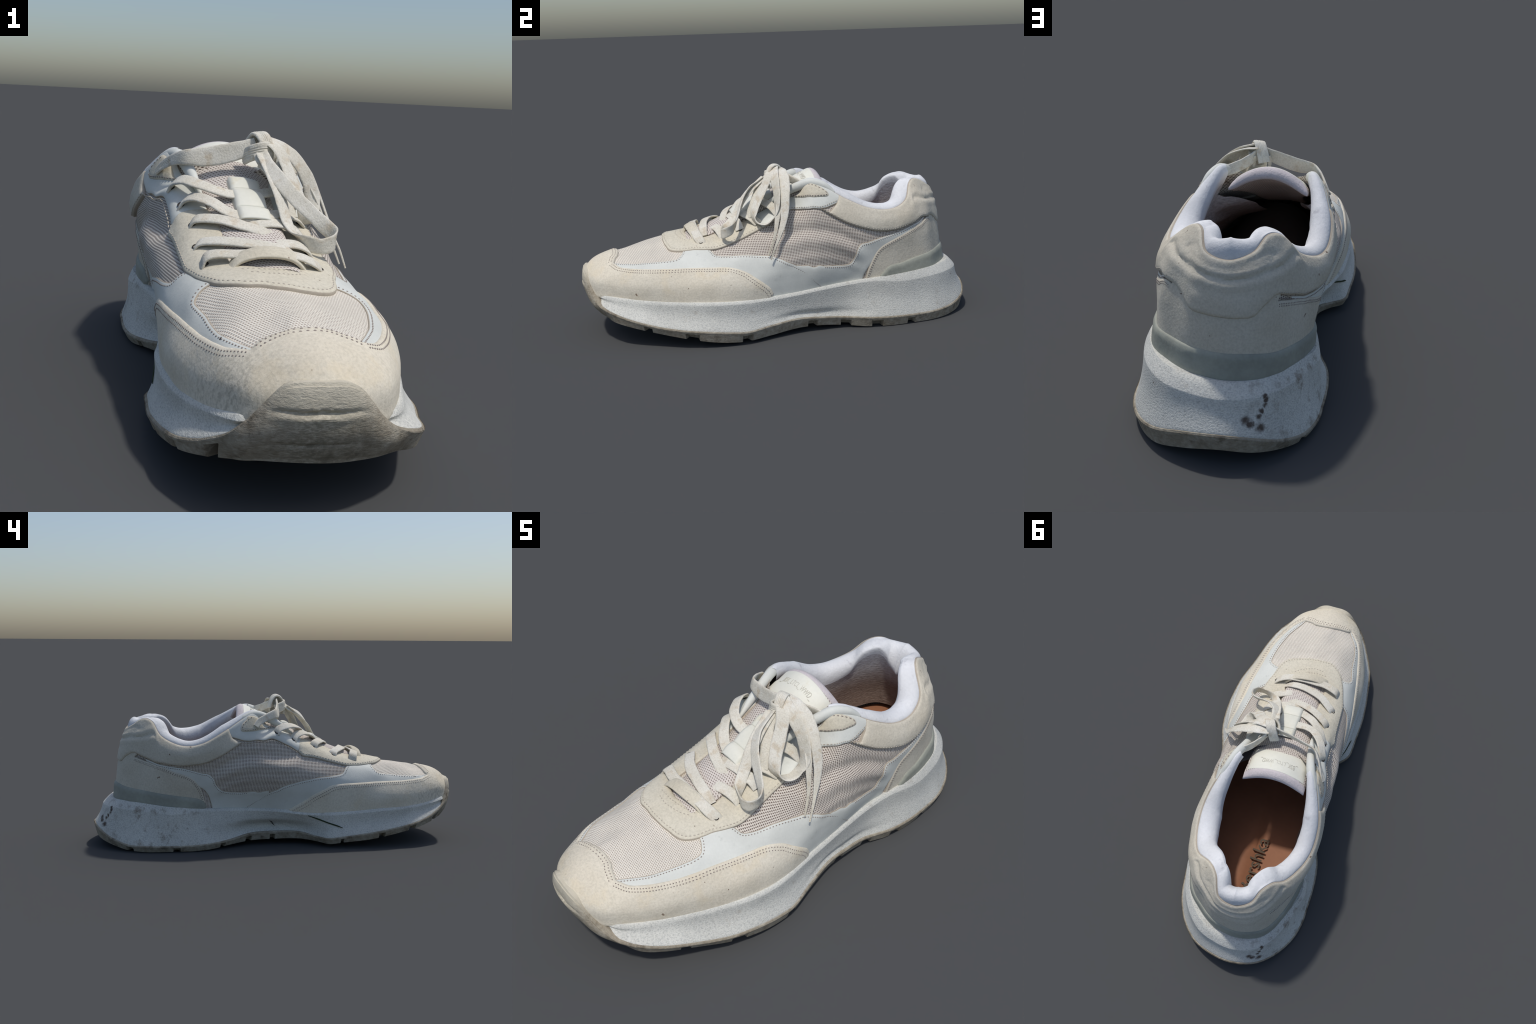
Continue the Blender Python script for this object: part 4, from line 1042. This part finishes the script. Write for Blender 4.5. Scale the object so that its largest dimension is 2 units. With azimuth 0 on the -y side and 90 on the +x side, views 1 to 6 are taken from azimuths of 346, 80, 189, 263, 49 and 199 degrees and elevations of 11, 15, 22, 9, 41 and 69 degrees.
# top straps standing on edge
lace([(-.300,.135,.652), (-.283,.112,.676), (-.255,.060,.700), (-.221,.018,.712), (-.163,.002,.716), (-.105,-.008,.728), (-.050,-.014,.745), (-.010,-.018,.760)],
     [(.3,.5,.7), (.2,.4,.9), (.05,.35,1), (0,.3,1), (0,.25,1), (0,.2,1), (0,.2,1), (0,.2,1)], taper=[.030, .034, .040, .050, .060, .062, .055, .045])
lace([(.146,.140,.660), (.128,.126,.684), (.104,.108,.702), (.070,.084,.714), (.030,.045,.732), (.000,.005,.752)],
     [(.3,-.5,.7), (.2,-.5,.8), (0,-.4,1), (0,-.3,1), (0,-.1,1), (0,.1,1)], taper=[.030, .036, .040, .044, .044, .044])
# knot
lace([(-.030,.030,.725), (-.018,.018,.766), (-.006,-.002,.791), (.004,-.026,.791), (.014,-.046,.768), (.016,-.056,.725), (.010,-.052,.690)], [(1,.2,.1)], width=.046, thick=.014, name="lace_knot")
lace([(-.045,-.005,.720), (-.030,-.045,.735), (.000,-.060,.745), (.030,-.040,.745), (.035,.000,.735), (.010,.025,.725)], [(0,.1,1)], width=.052, thick=.016, name="lace_knot")
# bow: front loop, rear loop, tails
bow = dict(name="bow_loop")
lace([(-.008,-.050,.745), (.000,-.100,.714), (.015,-.147,.688), (.042,-.182,.652), (.077,-.206,.614), (.117,-.224,.578), (.155,-.244,.543), (.176,-.272,.520), (.162,-.304,.503),
      (.125,-.309,.494), (.085,-.292,.503), (.058,-.264,.522), (.042,-.236,.552), (.034,-.211,.590), (.026,-.188,.628), (.012,-.140,.680), (-.002,-.070,.735)],
     [(.7,.1,.4), (.65,.15,.5), (.6,.2,.55), (.6,.2,.55), (.6,.2,.55), (.55,.2,.65), (.4,.1,.9), (.15,0,1), (0,0,1), (-.1,0,1), (-.3,-.1,.8), (-.6,-.3,.4), (-.8,-.45,.15), (-.85,-.5,.1), (-.85,-.5,.1), (-.85,-.4,.1), (-.85,-.3,.1)],
     width=.047, thick=.009, **bow)
lace([(.010,-.030,.780), (.052,-.056,.748), (.070,-.076,.712), (.084,-.100,.672), (.097,-.122,.634), (.112,-.142,.594), (.124,-.146,.558), (.146,-.128,.536), (.160,-.090,.533),
      (.168,-.056,.560), (.173,-.041,.600), (.165,-.036,.643), (.142,-.033,.686), (.108,-.032,.727), (.062,-.030,.760), (.010,-.022,.780)],
     [(.8,.55,0), (.8,.55,0), (.8,.55,0), (.8,.55,0), (.8,.55,0), (.85,.5,0), (.95,.2,0), (1,.1,.1), (1,-.1,.2), (.95,-.2,.3), (.9,.1,.3), (.85,.4,.35), (.8,.5,.4), (.7,.6,.4), (.6,.7,.3), (.6,.7,.2)],
     width=.053, thick=.009, **bow)
lace([(.000,-.060,.735), (.020,-.100,.690), (.045,-.125,.645), (.064,-.148,.598), (.072,-.170,.556)], [(.7,.5,.2)], width=.050, thick=.008, **bow)
lace([(.000,.005,.775), (.050,.012,.770), (.105,.012,.748), (.140,.008,.718), (.165,.004,.688), (.188,-.001,.655), (.205,-.006,.616), (.220,-.014,.577), (.232,-.025,.542), (.244,-.040,.506), (.255,-.056,.470), (.268,-.074,.436), (.282,-.098,.385)],
     [(.3,.9,.1)], taper=[.046, .050, .052, .050, .046, .042, .040, .036, .030, .022, .014, .009, .006], thick=.007, name="lace_tail")
lace([(.120,-.010,.700), (.158,-.020,.655), (.186,-.034,.605), (.206,-.048,.555), (.224,-.060,.505), (.240,-.078,.455), (.258,-.104,.400)],
     [(.3,.9,.1)], taper=[.040, .036, .030, .024, .016, .010, .006], thick=.007, name="lace_tail")

# ---------------------------------------------------------------- clinging grass and a hairline mark
def sliver(name, pts, width, mat, hint=(0, 0, 1)):
    V, F = ribbon(pts, [hint] * len(pts), width=width, thick=.0035, n=24, taper=[width * .4] + [width] * (len(pts) - 2) + [width * .3])
    ob = add_object(name, V, F, mat)
    return ob
M_GRASS = plain_mat("dried_grass", (0.035, 0.055, 0.025), 0.7, 0.2, 60, 0)
M_HAIRLINE = plain_mat("dark_hairline", (0.03, 0.028, 0.025), 0.8, 0.1, 60, 0)
MID_BVH = BVHTree.FromPolygons([Vector(v) for v in MIDG.reshape(-1, 3)], grid_faces(MIDG.shape[0], MIDG.shape[1]))
def on_midsole(y, z, sd=-1, lift=.003):
    hit = MID_BVH.ray_cast(Vector((sd * 1.0, y, z)), Vector((-sd, 0, 0)))[0]
    return (hit.x + sd * lift, y, z)
sliver("grass_blade", [on_midsole(y, z) for y, z in ((-.148,.170), (-.20,.152), (-.25,.134), (-.30,.118), (-.332,.106))], .0075, M_GRASS)
sliver("hairline_mark", [on_midsole(y, z) for y, z in ((.052,.134), (.040,.124), (.030,.110), (.020,.100))], .0045, M_HAIRLINE)  # dark hair-like crack, laid on as a thin raised sliver
